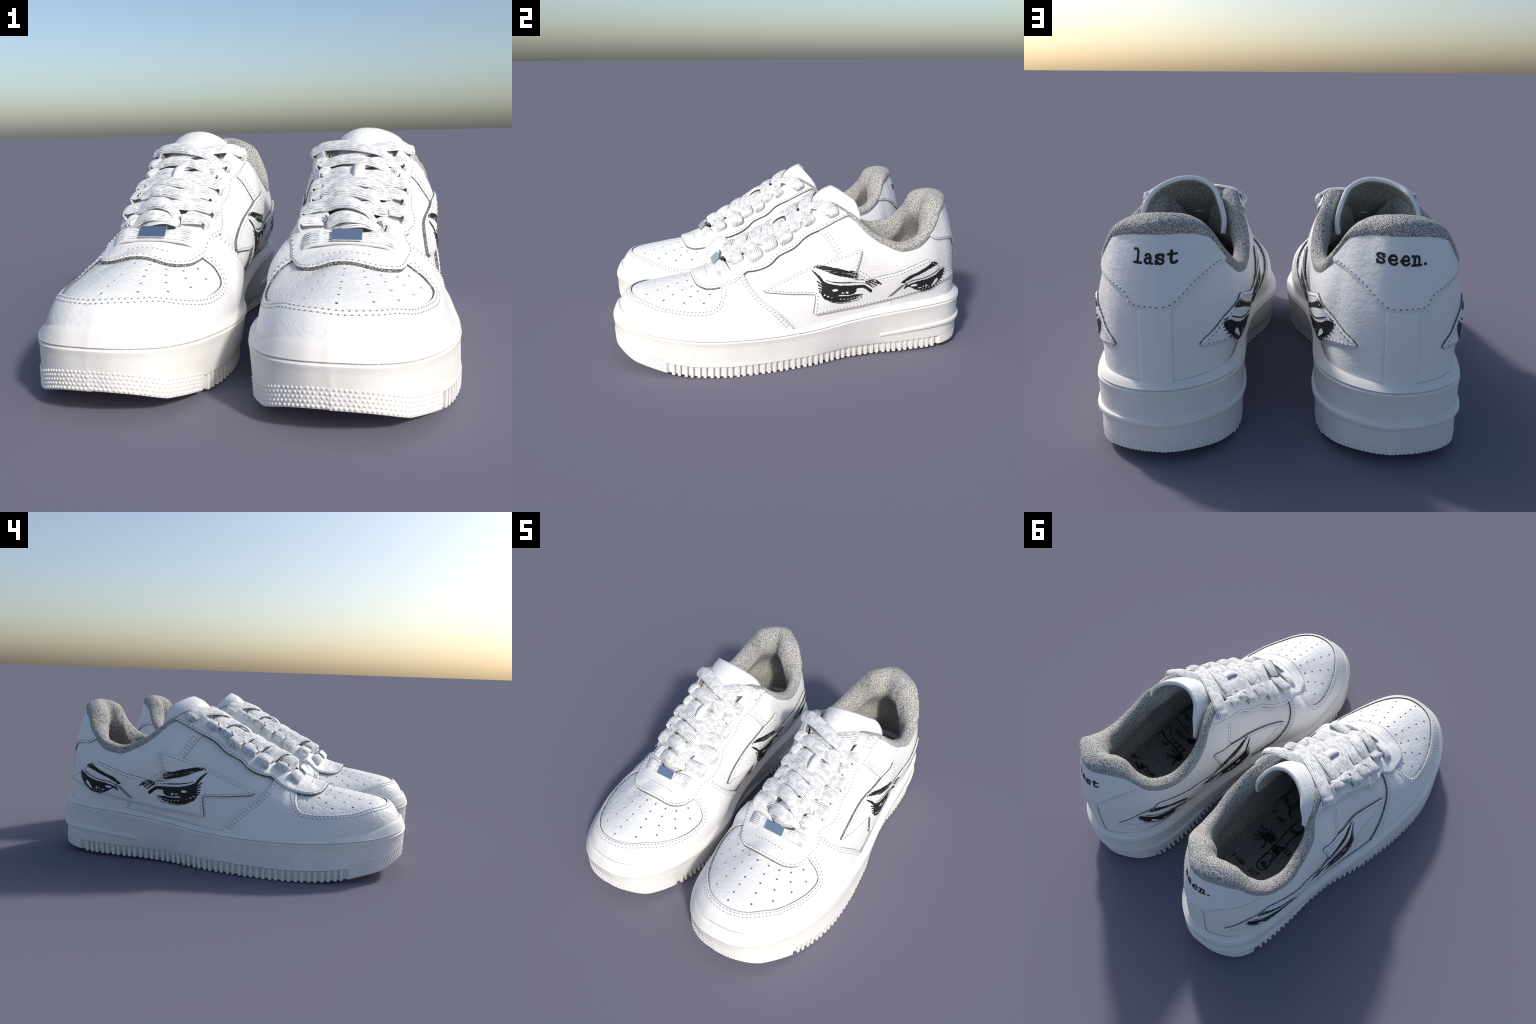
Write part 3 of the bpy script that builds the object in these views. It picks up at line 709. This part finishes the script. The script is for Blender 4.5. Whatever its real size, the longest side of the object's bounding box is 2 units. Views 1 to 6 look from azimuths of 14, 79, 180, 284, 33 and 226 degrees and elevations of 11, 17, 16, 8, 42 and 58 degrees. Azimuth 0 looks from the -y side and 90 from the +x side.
def build_laces(S):
    cx=.3845
    ev=lambda uv,l: (S.P(uv)+S.n(uv)*l)[0]
    ends={}
    for sg in (1,-1):
        for i,(hw,y,z) in enumerate(LACE_ROWS):
            uv=S.side([(y,z)],sg)[0]; ends[sg,i]=uv
    for shoe in (1,-1):                        # the two shoes are laced the same way round, not mirrored
        for sg in (1,-1):
            over=(sg<0)==(shoe>0)
            for i in range(1,8):
                hw,y,z=LACE_ROWS[i]; uv=ends[sg,i]; w0=(.072,.074,.082,.082,.078,.074,.074,.078)[i]
                yc=CROSS[i]; zc=ridge_z(yc)+(.002 if over else -.020)
                if i==5: zc-=.014
                j=RNG.uniform(-1,1,4); hw2,y2,z2=LACE_ROWS[i-1]
                tip=(S.P(uv)+S.n(uv)*.026)[0]; h=abs(tip[0]-cx)
                n0=S.n(uv)[0]
                def edge(side,yq,lift):                       # point above the throat edge at height-of-shoe position yq
                    us=np.arange(S.mid+60,S.nu) if side>0 else np.arange(0,S.mid-60); ry=S.G[us,-1,1]; ok=(ry<.185)&(ry>-.40); us,ry=us[ok],ry[ok]; o=np.argsort(ry)
                    q=np.array([np.interp(yq,ry[o],us[o]),S.nv-2.0]); m_=S.n(q)[0]*np.array([.5,0,1]); m_/=np.linalg.norm(m_)
                    return S.P(q)[0]+m_*lift
                e1=edge(sg,tip[1]+(yc-tip[1])*.22,.028 if i<7 else .012); e2=edge(-sg,y2+(CROSS[i-1]-y2)*.25 if i>1 else -.345,.020 if i>1 else .012)
                midp=S.side([((tip[1]+e1[1])/2,(tip[2]+e1[2])/2-.006)],sg)[0]; mp=(S.P(midp)+S.n(midp)*(.034 if i<7 else .026))[0]; mp[1]=tip[1]+(e1[1]-tip[1])*.45
                c=np.array([cx,yc,zc]); pts=[tip-n0*.024+[0,.003,-.006],tip-n0*.004,tip+n0*.004+[0,.004,.014],mp,e1]
                pts+=[e1*.5+c*.5+[0,0,.010],c]
                g=c*.5+e2*.5; g[2]+=.012 if over else -.004
                pts+=[g,e2+[sg*.010,0,.006 if over else -.004],e2+[-sg*.014,0,-.024]]
                p=catmull(np.array(pts),60); f=np.linspace(0,1,60)
                ac=np.tile([0,.92,.40],(60,1)).astype(float); ac[:,0]=sg*.32*smoothstep(.1,.5,f)
                wd=w0*(.66+.34*smoothstep(0,.17,f)+.03*np.sin(f*9+j[0]*3))*(1-.22*smoothstep(.5,1,f))
                VF=ribbon(p,ac,wd,.011,8,.007); part('lace',*VF,['lace','lace_painted_shade'],ribbon.fm,sides=(shoe,))
    # straight front strap through the plate
    hw,y,z=LACE_ROWS[0]
    pts=[(-hw+.028,y+.012,z-.012),(-hw,y+.003,z),(-hw+.003,y-.008,z+.016),(-hw+.04,y-.022,z+.036),(-.058,y-.036,z+.044),(0,y-.040,z+.046)]
    pts=pts+[(-a,b,c) for a,b,c in pts[-2::-1]]
    p=catmull(np.array(pts),80)+[.374,0,0]; f=np.linspace(-1,1,80); p+=np.outer(np.exp(-(f/.5)**4),[0,.0085,-.0085])
    wd=.072-.022*np.exp(-(f/.38)**4)-.02*smoothstep(.85,1,np.abs(f))
    VF=ribbon(p,np.tile([0,.72,.69],(80,1)),wd,.015,7); part('lace',*VF,['lace','lace_painted_shade'],ribbon.fm)
    # metal plate: base strip and raised top
    ax=np.array([1,0,0.]);ay=np.array([0,.70,.71]);az=np.cross(ax,ay)
    def slab(c,lx,ly,lz,taper=1.0,bend=0.0):
        V=[];m=13
        for h,k in ((-1,1),(-.6,1.0),(.6,1.0),(1,.985)):
            for sy in (-1,1):
                for q in np.linspace(-1,1,m):
                    V.append(c+ax*q*lx/2*(k if sy<0 else k*taper)+ay*sy*ly/2*k+az*(h*lz/2-bend*q*q))
        V=np.array(V).reshape(4,2,m,3); id=lambda a,b,c_:(a*2+b)*m+c_
        F=[]
        for q in range(m-1):
            F.append((id(3,0,q),id(3,0,q+1),id(3,1,q+1),id(3,1,q))); F.append((id(0,0,q),id(0,1,q),id(0,1,q+1),id(0,0,q+1)))
            for a in range(3):
                F.append((id(a,0,q),id(a,0,q+1),id(a+1,0,q+1),id(a+1,0,q))); F.append((id(a,1,q),id(a+1,1,q),id(a+1,1,q+1),id(a,1,q+1)))
        for a in range(3):
            F.append((id(a,0,0),id(a+1,0,0),id(a+1,1,0),id(a,1,0))); F.append((id(a,0,m-1),id(a,1,m-1),id(a+1,1,m-1),id(a+1,0,m-1)))
        return V.reshape(-1,3),F
    part('lace_plate',*slab(np.array([.373,-.4315,.5275])+az*.002,.109,.050,.003),['metal'],smooth=False)
    part('lace_plate_base',*slab(np.array([.376,-.4325,.5265])-az*.010,.180,.046,.003,.8,.008),['metal'],parent='lace_plate',smooth=False)
    # loop on the tongue that keeps the laces centred
    y=[-.128,-.120,-.098,-.062,-.028,-.008,.0]; z=[.680,.705,.733,.752,.754,.738,.70]
    p=catmull(np.array([(.385,a,b) for a,b in zip(y,z)]),40)
    V,F=ribbon(p,np.tile([1,0,0.],(40,1)),np.full(40,.050),.010,1)
    part('lace_loop',V,F,['leather'],parent='tongue')
# =====================================================================================================
#  PRINTS: eyes on the star patches, words on the heel tabs, pen drawings on the insoles
# =====================================================================================================
GLYPH={ # pen strokes in a box one unit wide, x-height 1
'l':[[(.15,1.45),(.5,1.45),(.5,0)],[(.1,0),(.9,0)]],
'a':[[(.2,.82),(.35,1),(.6,1),(.75,.8),(.75,.15),(.85,0),(1,0)],[(.75,.6),(.4,.58),(.15,.4),(.15,.15),(.35,0),(.55,.04),(.75,.2)]],
's':[[(.82,1),(.82,.72)],[(.82,.82),(.62,1),(.35,1),(.18,.8),(.27,.62),(.5,.52),(.75,.42),(.85,.22),(.7,.03),(.42,0),(.18,.2)],[(.17,.32),(.17,0)]],
't':[[(.4,1.35),(.4,.2),(.55,0),(.75,.02),(.92,.16)],[(.1,1),(.88,1)]],
'e':[[(.15,.52),(.86,.52),(.85,.7),(.7,.95),(.5,1),(.28,.92),(.13,.65),(.13,.35),(.28,.08),(.5,0),(.72,.05),(.9,.2)]],
'n':[[(.05,1),(.25,1),(.25,0)],[(.02,0),(.48,0)],[(.25,.75),(.45,.98),(.65,.98),(.78,.8),(.78,0)],[(.58,0),(1,0)]],
'.':[[(.28,.08),(.36,.08)],[(.28,.14),(.36,.14)]],
'F':[[(.1,0),(.1,1),(.8,1)],[(.1,.5),(.6,.5)]],'I':[[(.4,0),(.4,1)]],'N':[[(.1,0),(.1,1),(.8,0),(.8,1)]],'D':[[(.1,0),(.1,1),(.6,.9),(.85,.5),(.6,.1),(.1,0)]],
'O':[[(.45,1),(.12,.7),(.12,.3),(.45,0),(.8,.3),(.8,.7),(.45,1)]],'U':[[(.1,1),(.12,.25),(.45,0),(.78,.25),(.8,1)]],'T':[[(.05,1),(.9,1)],[(.47,1),(.47,0)]],
'A':[[(.05,0),(.45,1),(.85,0)],[(.2,.4),(.7,.4)]],'R':[[(.1,0),(.1,1),(.7,.85),(.7,.6),(.1,.5),(.8,0)]],'E':[[(.8,1),(.1,1),(.1,0),(.8,0)],[(.1,.5),(.65,.5)]],
'W':[[(.0,1),(.25,0),(.45,.7),(.65,0),(.9,1)]],'H':[[(.1,0),(.1,1)],[(.8,0),(.8,1)],[(.1,.5),(.8,.5)]],'B':[[(.1,0),(.1,1),(.7,.85),(.65,.6),(.1,.5),(.75,.35),(.75,.1),(.1,0)]],
'L':[[(.1,1),(.1,0),(.75,0)]],'S':[[(.8,.85),(.4,1),(.15,.75),(.75,.35),(.6,.02),(.1,.12)]],'M':[[(.05,0),(.15,1),(.45,.4),(.75,1),(.85,0)]],'Z':[[(.1,1),(.8,1),(.1,0),(.8,0)]],'X':[[(.1,1),(.8,0)],[(.8,1),(.1,0)]]}
# outlines on the flank as (along, up)
BROW_BIG=[(.056,.525),(.085,.536),(.137,.532),(.195,.521),(.254,.504),(.282,.495),(.275,.472),(.229,.477),(.165,.490),(.122,.508),(.089,.519)]
EYE_BIG=[(.059,.498),(.087,.487),(.108,.457),(.155,.441),(.205,.433),(.281,.431),(.322,.430),(.351,.412),(.368,.395),(.366,.382),(.344,.397),(.317,.413),
 (.281,.410),(.279,.395),(.261,.381),(.225,.380),(.164,.386),(.134,.388),(.107,.397),(.095,.410),(.097,.430),(.092,.455),(.078,.480)]
LOWER_BIG=[(.087,.392),(.106,.383),(.134,.3815),(.180,.377),(.231,.374),(.287,.379),(.324,.376),(.293,.368),(.283,.353),(.247,.346),(.195,.339),(.134,.352),(.104,.366)]
BROW_SMALL=[(.530,.433),(.564,.460),(.629,.483),(.695,.512),(.708,.523),(.747,.506),(.696,.488),(.630,.465),(.578,.446),(.540,.429)]
EYE_SMALL=[(.549,.390),(.570,.413),(.619,.426),(.686,.434),(.739,.449),(.767,.467),(.796,.466),(.787,.433),(.757,.400),(.724,.373),(.690,.364),(.650,.366),(.609,.383),(.574,.400)]
OUTER_BIG=[(.094,.425),(.118,.414),(.160,.392),(.185,.384),(.172,.374),(.130,.377),(.100,.384),(.086,.394),(.092,.408)]
EYE_LINES=[([(.545,.436),(.60,.463),(.66,.486),(.715,.510)],.013),([(.118,.463),(.155,.453),(.205,.447),(.280,.445),(.311,.444),(.348,.430),(.372,.411)],.0035),([(.150,.4555),(.20,.450),(.255,.4505)],.003),
 ([(.329,.447),(.379,.454),(.417,.428)],.007),([(.335,.441),(.366,.437),(.392,.424)],.005),([(.345,.447),(.39,.440),(.404,.430)],.005),([(.337,.440),(.384,.414)],.0035),([(.353,.443),(.392,.419)],.003),([(.362,.45),(.40,.43)],.004),
 ([(.104,.432),(.074,.457)],.007),([(.102,.424),(.078,.438)],.007),([(.102,.414),(.076,.422)],.007),([(.104,.405),(.080,.408)],.006),([(.10,.398),(.079,.399)],.005),([(.106,.444),(.088,.470),(.064,.500)],.010),([(.07,.49),(.054,.508)],.006),
 ([(.134,.349),(.19,.336),(.25,.338)],.003),([(.20,.343),(.27,.342),(.30,.347)],.0028),
 ([(.560,.423),(.592,.435),(.665,.442),(.718,.456),(.762,.478)],.0045),([(.53,.432),(.556,.425)],.005),
 ([(.560,.415),(.549,.391)],.007)]
LASH_SMALL=[(.654,.354),(.666,.357),(.680,.356),(.704,.359),(.720,.362),(.738,.371),(.754,.380),(.770,.391),(.784,.404),(.793,.418),(.803,.435),(.806,.450),(.806,.466),(.798,.476)]
LIGHTS=[((.162,.411),(.016,.0075)),((.228,.394),(.0075,.0065)),((.200,.394),(.003,.006)),((.209,.393),(.002,.006)),((.107,.387),(.005,.004)),((.124,.379),(.006,.0045)),((.144,.372),(.003,.0025)),
 ((.192,.360),(.006,.0022)),((.212,.358),(.006,.0022)),((.233,.357),(.005,.0022)),((.252,.359),(.004,.0030)),((.268,.363),(.004,.005)),((.280,.366),(.003,.004)),
 ((.604,.407),(.022,.0075)),((.682,.394),(.007,.006)),((.664,.392),(.003,.005)),((.642,.387),(.014,.0022))]
SLIVER=[(.744,.428),(.751,.416),(.735,.398),(.712,.385),(.722,.402),(.733,.420)]

def fill2d(poly,step,rough,cells):
    """triangulated flat shape with a slightly ragged edge"""
    P=catmull(np.array(poly+poly[:1],float),max(int(sum(math.dist(a,b) for a,b in zip(poly,poly[1:]+poly[:1]))/step),12))[:-1]
    P=P+RNG.normal(0,rough,P.shape)
    a=np.arange(P[:,0].min(),P[:,0].max(),cells); b=np.arange(P[:,1].min(),P[:,1].max(),cells)
    g=np.stack(np.meshgrid(a,b,indexing='ij'),-1).reshape(-1,2); g=g[inside(P,g)] if len(g) else g
    pts=[Vector(p) for p in P]+[Vector(p) for p in g]; n=len(P)
    r=delaunay_2d_cdt(pts,[(i,(i+1)%n) for i in range(n)],[list(range(n))],1,1e-7)
    return np.array([tuple(v) for v in r[0]]),[tuple(f) for f in r[2]]
def stroke2d(pts,width,rough=.0,step=.004,taper=False):
    P=catmull(np.array(pts,float),max(int(sum(math.dist(a,b) for a,b in zip(pts,pts[1:]))/step)+2,4)) if len(pts)>2 else np.linspace(pts[0],pts[1],6)
    t=tangents(P,False); n=np.stack([-t[:,1],t[:,0]],1); k=len(P)
    w=np.full(k,width)*(1+RNG.normal(0,rough,k))
    if taper: w*=np.linspace(1,.15,k)
    V=np.vstack([P+n*w[:,None]/2,P-n*w[:,None]/2]); F=[(i,i+1,k+i+1,k+i) for i in range(k-1)]
    for e in ((0,k-1) if not taper else (0,)):                               # round pen ends
        b=len(V); V=np.vstack([V,[P[e]]+[P[e]+w[e]/2*np.array([math.cos(q),math.sin(q)]) for q in np.linspace(0,2*np.pi,10,endpoint=False)]])
        F+=[(b,b+1+q,b+1+(q+1)%10) for q in range(10)]
    return V,F
class Decal:
    """collects flat marks, then lays them on a surface"""
    def __init__(s,place): s.place=place; s.m=[]; s.k=0
    def add(s,VF,extra=0.0):
        V,F=VF; s.k+=1; s.m.append((s.place(V,.00004*s.k+extra),F))
    def done(s,name,mat,sides=(1,-1),parent=None):
        V,F=merge(s.m); F2=[]
        part(name,V,F,[mat],sides=sides,parent=parent)
def word(text,size,width,slant=0.,rough=.06):
    out=[];adv=0
    for ch in text:
        if ch!=' ':
            for st in GLYPH[ch]: out.append([((adv+x)*size,y*size+slant*adv*size) for x,y in st])
        adv+=1.22
    return [stroke2d(s_,width,rough,size*.16) if len(s_)>2 else stroke2d(s_,width,rough) for s_ in out]
def build_prints(S):
    for sg in (1,-1):
        on_side=lambda V,l: (lambda uv:S.P(uv)+S.n(uv)*(.0169+l))(S.side(V,sg))
        ink=Decal(on_side)
        for poly in (BROW_BIG,EYE_BIG,LOWER_BIG,OUTER_BIG,BROW_SMALL,EYE_SMALL): ink.add(fill2d(poly,.005,.0009,.012))
        for pts,w in EYE_LINES: ink.add(stroke2d(pts,w,.15))
        for i,(a,b) in enumerate(LASH_SMALL): ink.add(stroke2d([(a-(a-.69)*.16,b+.012-(.012 if a>.78 else 0)),(a,b)],.006,.1,taper=True))
        for i in range(22):      # bristles along the big brow and lower lid
            u=RNG.uniform(0,1); x=.10+.17*u; ink.add(stroke2d([(x,.528-.15*(x-.12)+RNG.uniform(-.004,.004)),(x+.022,.532-.17*(x-.10)+RNG.uniform(-.004,.003))],.0035,.1,taper=True))
        for i in range(9):
            u=i/8; c=(.540+(.477-.540)*u,.416+(.357-.416)*u); ink.add(stroke2d([(c[0]-.013,c[1]-.003),(c[0]+.013,c[1]+.003)],.0026,.1))
        for i in range(7): x=.262+.008*i; ink.add(stroke2d([(x,.372),(x+RNG.uniform(-.003,.004),.352+RNG.uniform(-.004,.003))],.003,.1,taper=True))
        ink.done('eye_print','ink',parent=None)
        white=Decal(on_side)
        for (cx,cy),(a,b) in LIGHTS:
            e=[(cx+a*math.cos(t),cy+b*math.sin(t)*(1 if math.sin(t)<0 else .8)) for t in np.linspace(0,2*np.pi,9)[:-1]]
            white.add(fill2d(e,.003,.0003,.01),.0022)
        white.add(fill2d(SLIVER,.004,.0004,.012),.0022)
        for i in range(14):
            x=.10+.165*RNG.uniform(); white.add(stroke2d([(x,.520-.16*(x-.10)+RNG.uniform(-.012,.004)),(x+.024,.516-.16*(x-.10)+RNG.uniform(-.012,.004))],.0012,.2,taper=True),.0022)
        white.done('eye_highlight','leather')
    # heel words: read from behind
    on_back=lambda x0,z0,d: (lambda V,l:(lambda uv:S.P(uv)+S.n(uv)*(.017+l))(S.back(np.column_stack([x0+d*V[:,0],z0+V[:,1]]))))
    t=Decal(on_back(.483,.7105,-1))
    for s_ in word('last',.0285,.0078): t.add(s_)
    t.done('printed_word','ink',sides=(1,))
    t=Decal(on_back(.336,.7155,1))
    for s_ in word('seen.',.0285,.0078,-.045): t.add(s_)
    t.done('printed_word','ink',sides=(-1,))
    build_insole_drawing()
def build_insole_drawing():
    def bed(V,l):
        """slide marks read off at one level along the line of sight until they rest on the insole"""
        P=V.copy(); z=np.full(len(V),.243)
        for _ in range(8):
            P=V+np.outer(z-.243,drift); c,w=insole_span(P[:,1]); P[:,0]=np.clip(P[:,0],c-w*.985,c+w*.985); z=.5*z+.5*insole_h(P[:,0],P[:,1])
        return np.column_stack([P,insole_h(P[:,0],P[:,1])+.002+l])
    def text(d,txt,a,b,w=.0045,h=None):
        (x0,y0),(x1,y1)=a,b; sg=1 if x1>x0 else -1; n=len(txt)*1.22-.3; size=abs(x1-x0)/n
        for V,F in word(txt,size,w,0,.1):
            s=np.column_stack([x0+sg*V[:,0],y0+(y1-y0)*V[:,0]/abs(x1-x0)-V[:,1]*(h or 1.25)])
            d.add((s,F))
    def lines(d,sets):
        for pts,w in sets: d.add(stroke2d(pts,w,.12,.008))
    drift=np.array([.42,.28])
    # one insole (right shoe, in left-shoe coordinates): a pointing finger and a spiky ball
    d=Decal(bed)
    lines(d,[([(.361,.139),(.358,.204),(.365,.330),(.367,.387),(.367,.473),(.379,.499),(.418,.503),(.430,.475),(.421,.416),(.419,.364),(.418,.333),(.410,.226),(.421,.143)],.008),
      ([(.372,.455),(.373,.416),(.388,.396),(.404,.400),(.413,.434)],.006),([(.371,.345),(.413,.361)],.016),([(.375,.368),(.416,.376)],.014),([(.390,.336),(.395,.38)],.013),
      ([(.376,.478),(.417,.462),(.398,.488),(.427,.465)],.006),([(.382,.46),(.41,.452),(.385,.47),(.42,.48)],.006),([(.405,.335),(.422,.325)],.016),
      ([(.41,.226),(.423,.19)],.012),([(.418,.16),(.43,.10)],.014)])
    d.add(fill2d([(.270,.335),(.283,.312),(.306,.303),(.332,.312),(.345,.335),(.335,.357),(.306,.366),(.280,.358)],.006,.003,.015))
    for x,y in ((.232,.375),(.236,.388),(.260,.398),(.228,.356),(.240,.345),(.326,.417),(.331,.405),(.261,.302),(.283,.285),(.304,.283),(.32,.288),(.343,.302),(.352,.31),(.362,.325),(.361,.356)):
        d.add(stroke2d([(.306,.335),((x+.306)/2+.004,(y+.335)/2),(x,y)],.005,.1,.008))
    text(d,'FIND',(.240,.558),(.323,.553)); text(d,'OUT',(.368,.558),(.427,.548)); text(d,'ARE',(.255,.222),(.312,.216)); text(d,'TWO',(.222,.322),(.266,.330),.004); text(d,'SEE',(.365,.228),(.405,.214),.004); text(d,'ZX',(.432,.342),(.473,.344),.005); text(d,'MEN',(.196,.108),(.262,.128),.005)
    lines(d,[([(.273,.056),(.276,.123),(.290,.149),(.318,.157)],.009),([(.285,.06),(.292,.12)],.006),([(.214,.211),(.209,.196),(.219,.189),(.223,.2)],.005)])
    d.done('insole_drawing','ink',sides=(-1,))
    drift=np.array([-.69,.33])
    d=Decal(bed)
    lines(d,[([(.735,.259),(.687,.280),(.622,.297),(.578,.297),(.540,.302),(.502,.306),(.467,.308)],.009),([(.728,.221),(.677,.222),(.634,.254),(.576,.271),(.526,.271),(.466,.272)],.006),
      ([(.725,.157),(.672,.150),(.634,.163),(.563,.168)],.006),([(.634,.163),(.581,.143)],.005),([(.600,.297),(.594,.268)],.007),([(.568,.297),(.562,.270)],.007),([(.53,.302),(.526,.272)],.014),([(.49,.306),(.486,.272)],.01),
      ([(.634,.536),(.573,.552),(.595,.511),(.563,.537),(.570,.510),(.541,.516)],.008),([(.63,.53),(.58,.545),(.60,.52),(.57,.53)],.008)])
    d.add(fill2d([(.500,.330),(.475,.305),(.448,.318),(.440,.342),(.46,.358),(.490,.352)],.006,.003,.015)); d.add(fill2d([(.54,.205),(.52,.190),(.49,.185),(.48,.205),(.50,.222),(.525,.220)],.006,.002,.015))
    for x,y in ((.539,.376),(.528,.384),(.511,.391),(.545,.365),(.450,.401),(.462,.398)): d.add(stroke2d([(.475,.335),((x+.475)/2,(y+.335)/2+.003),(x,y)],.005,.1,.008))
    text(d,'BUT',(.693,.522),(.640,.520),.005); text(d,'FIND',(.535,.540),(.475,.526)); text(d,'NO',(.729,.302),(.685,.304)); text(d,'HOW',(.635,.338),(.588,.328)); text(d,'TWO',(.551,.334),(.505,.338),.004); text(d,'WORLD',(.636,.225),(.545,.224)); text(d,'DONT',(.717,.104),(.625,.120))
    d.done('insole_drawing','ink',sides=(1,))
# =====================================================================================================
#  ASSEMBLY
# =====================================================================================================
def make_mesh(name,V,F,mats,fm,smooth,angle,sg):
    V=V.copy(); V[:,0]-=BASE_X
    if sg<0: V[:,0]*=-1
    if sg<0: F=[f[::-1] for f in F]
    me=bpy.data.meshes.new(name); me.from_pydata(V.tolist(),[],[tuple(int(i) for i in f) for f in F])
    for m in mats: me.materials.append(M[m])
    if fm is not None: me.polygons.foreach_set('material_index',np.array(fm,dtype=np.int32))
    me.validate()
    me.polygons.foreach_set('use_smooth',np.full(len(me.polygons),bool(smooth)))
    if smooth and angle: me.set_sharp_from_angle(angle=math.radians(angle))
    me.update(); return me
def rounded_block(size,sg):
    d,w,h=size; e=.0018; V=[]
    for z,k in ((0,e),(h,0)):
        for x,yy in ((-d,-w/2),(-e,-w/2),(0,-w/2+e),(0,w/2-e),(-e,w/2),(-d,w/2)):
            V.append((x,yy,z))
    F=[(5,4,3,2,1,0),(6,7,8,9,10,11)]+[(i,(i+1)%6,6+(i+1)%6,6+i) for i in range(6)]
    return V,F
def assemble():
    for sg,lab in ((1,'white low-top leather sneaker with black printed eyes and flat laces'),(-1,'white low-top leather sneaker with black printed eyes and flat laces')):
        root=bpy.data.objects.new('sneaker',None); bpy.context.collection.objects.link(root); root.location=(sg*BASE_X,0,0); root.empty_display_size=.2
        root['label']=lab; root['category']='sneaker'
        made={}
        for p in PARTS:
            par=made.get(p.get('parent')) or root
            if 'blocks' in p:
                V,F=rounded_block(p['size'],sg); me=bpy.data.meshes.new(p['name']); me.from_pydata(V,[],F); me.materials.append(M['rubber'])
                for c,a in p['blocks']:
                    o=bpy.data.objects.new(p['name'],me); o.location=((c[0]-BASE_X)*sg,c[1],c[2]); o.rotation_euler=(0,0,a if sg>0 else math.pi-a)
                    bpy.context.collection.objects.link(o); o.parent=par
                continue
            if sg not in p['sides'] and not p.get('mirror_swap'): continue
            s2=sg
            me=make_mesh(p['name'],p['V'],p['F'],p['mats'],p['fm'],p['smooth'],p['angle'],s2)
            o=bpy.data.objects.new(p['name'],me); bpy.context.collection.objects.link(o); o.parent=par
            if p['kind']: o['kind']=p['kind']
            made.setdefault(p['name'],o)
make_materials()
S=Surf()
build_upper(S); build_sole(); build_inside(S); build_laces(S)
build_prints(S)
part('stitching',*merge(STITCH),['thread'],kind='stuff'); part('needle_holes',*merge(NEEDLE),['needle'],kind='stuff')
assemble()
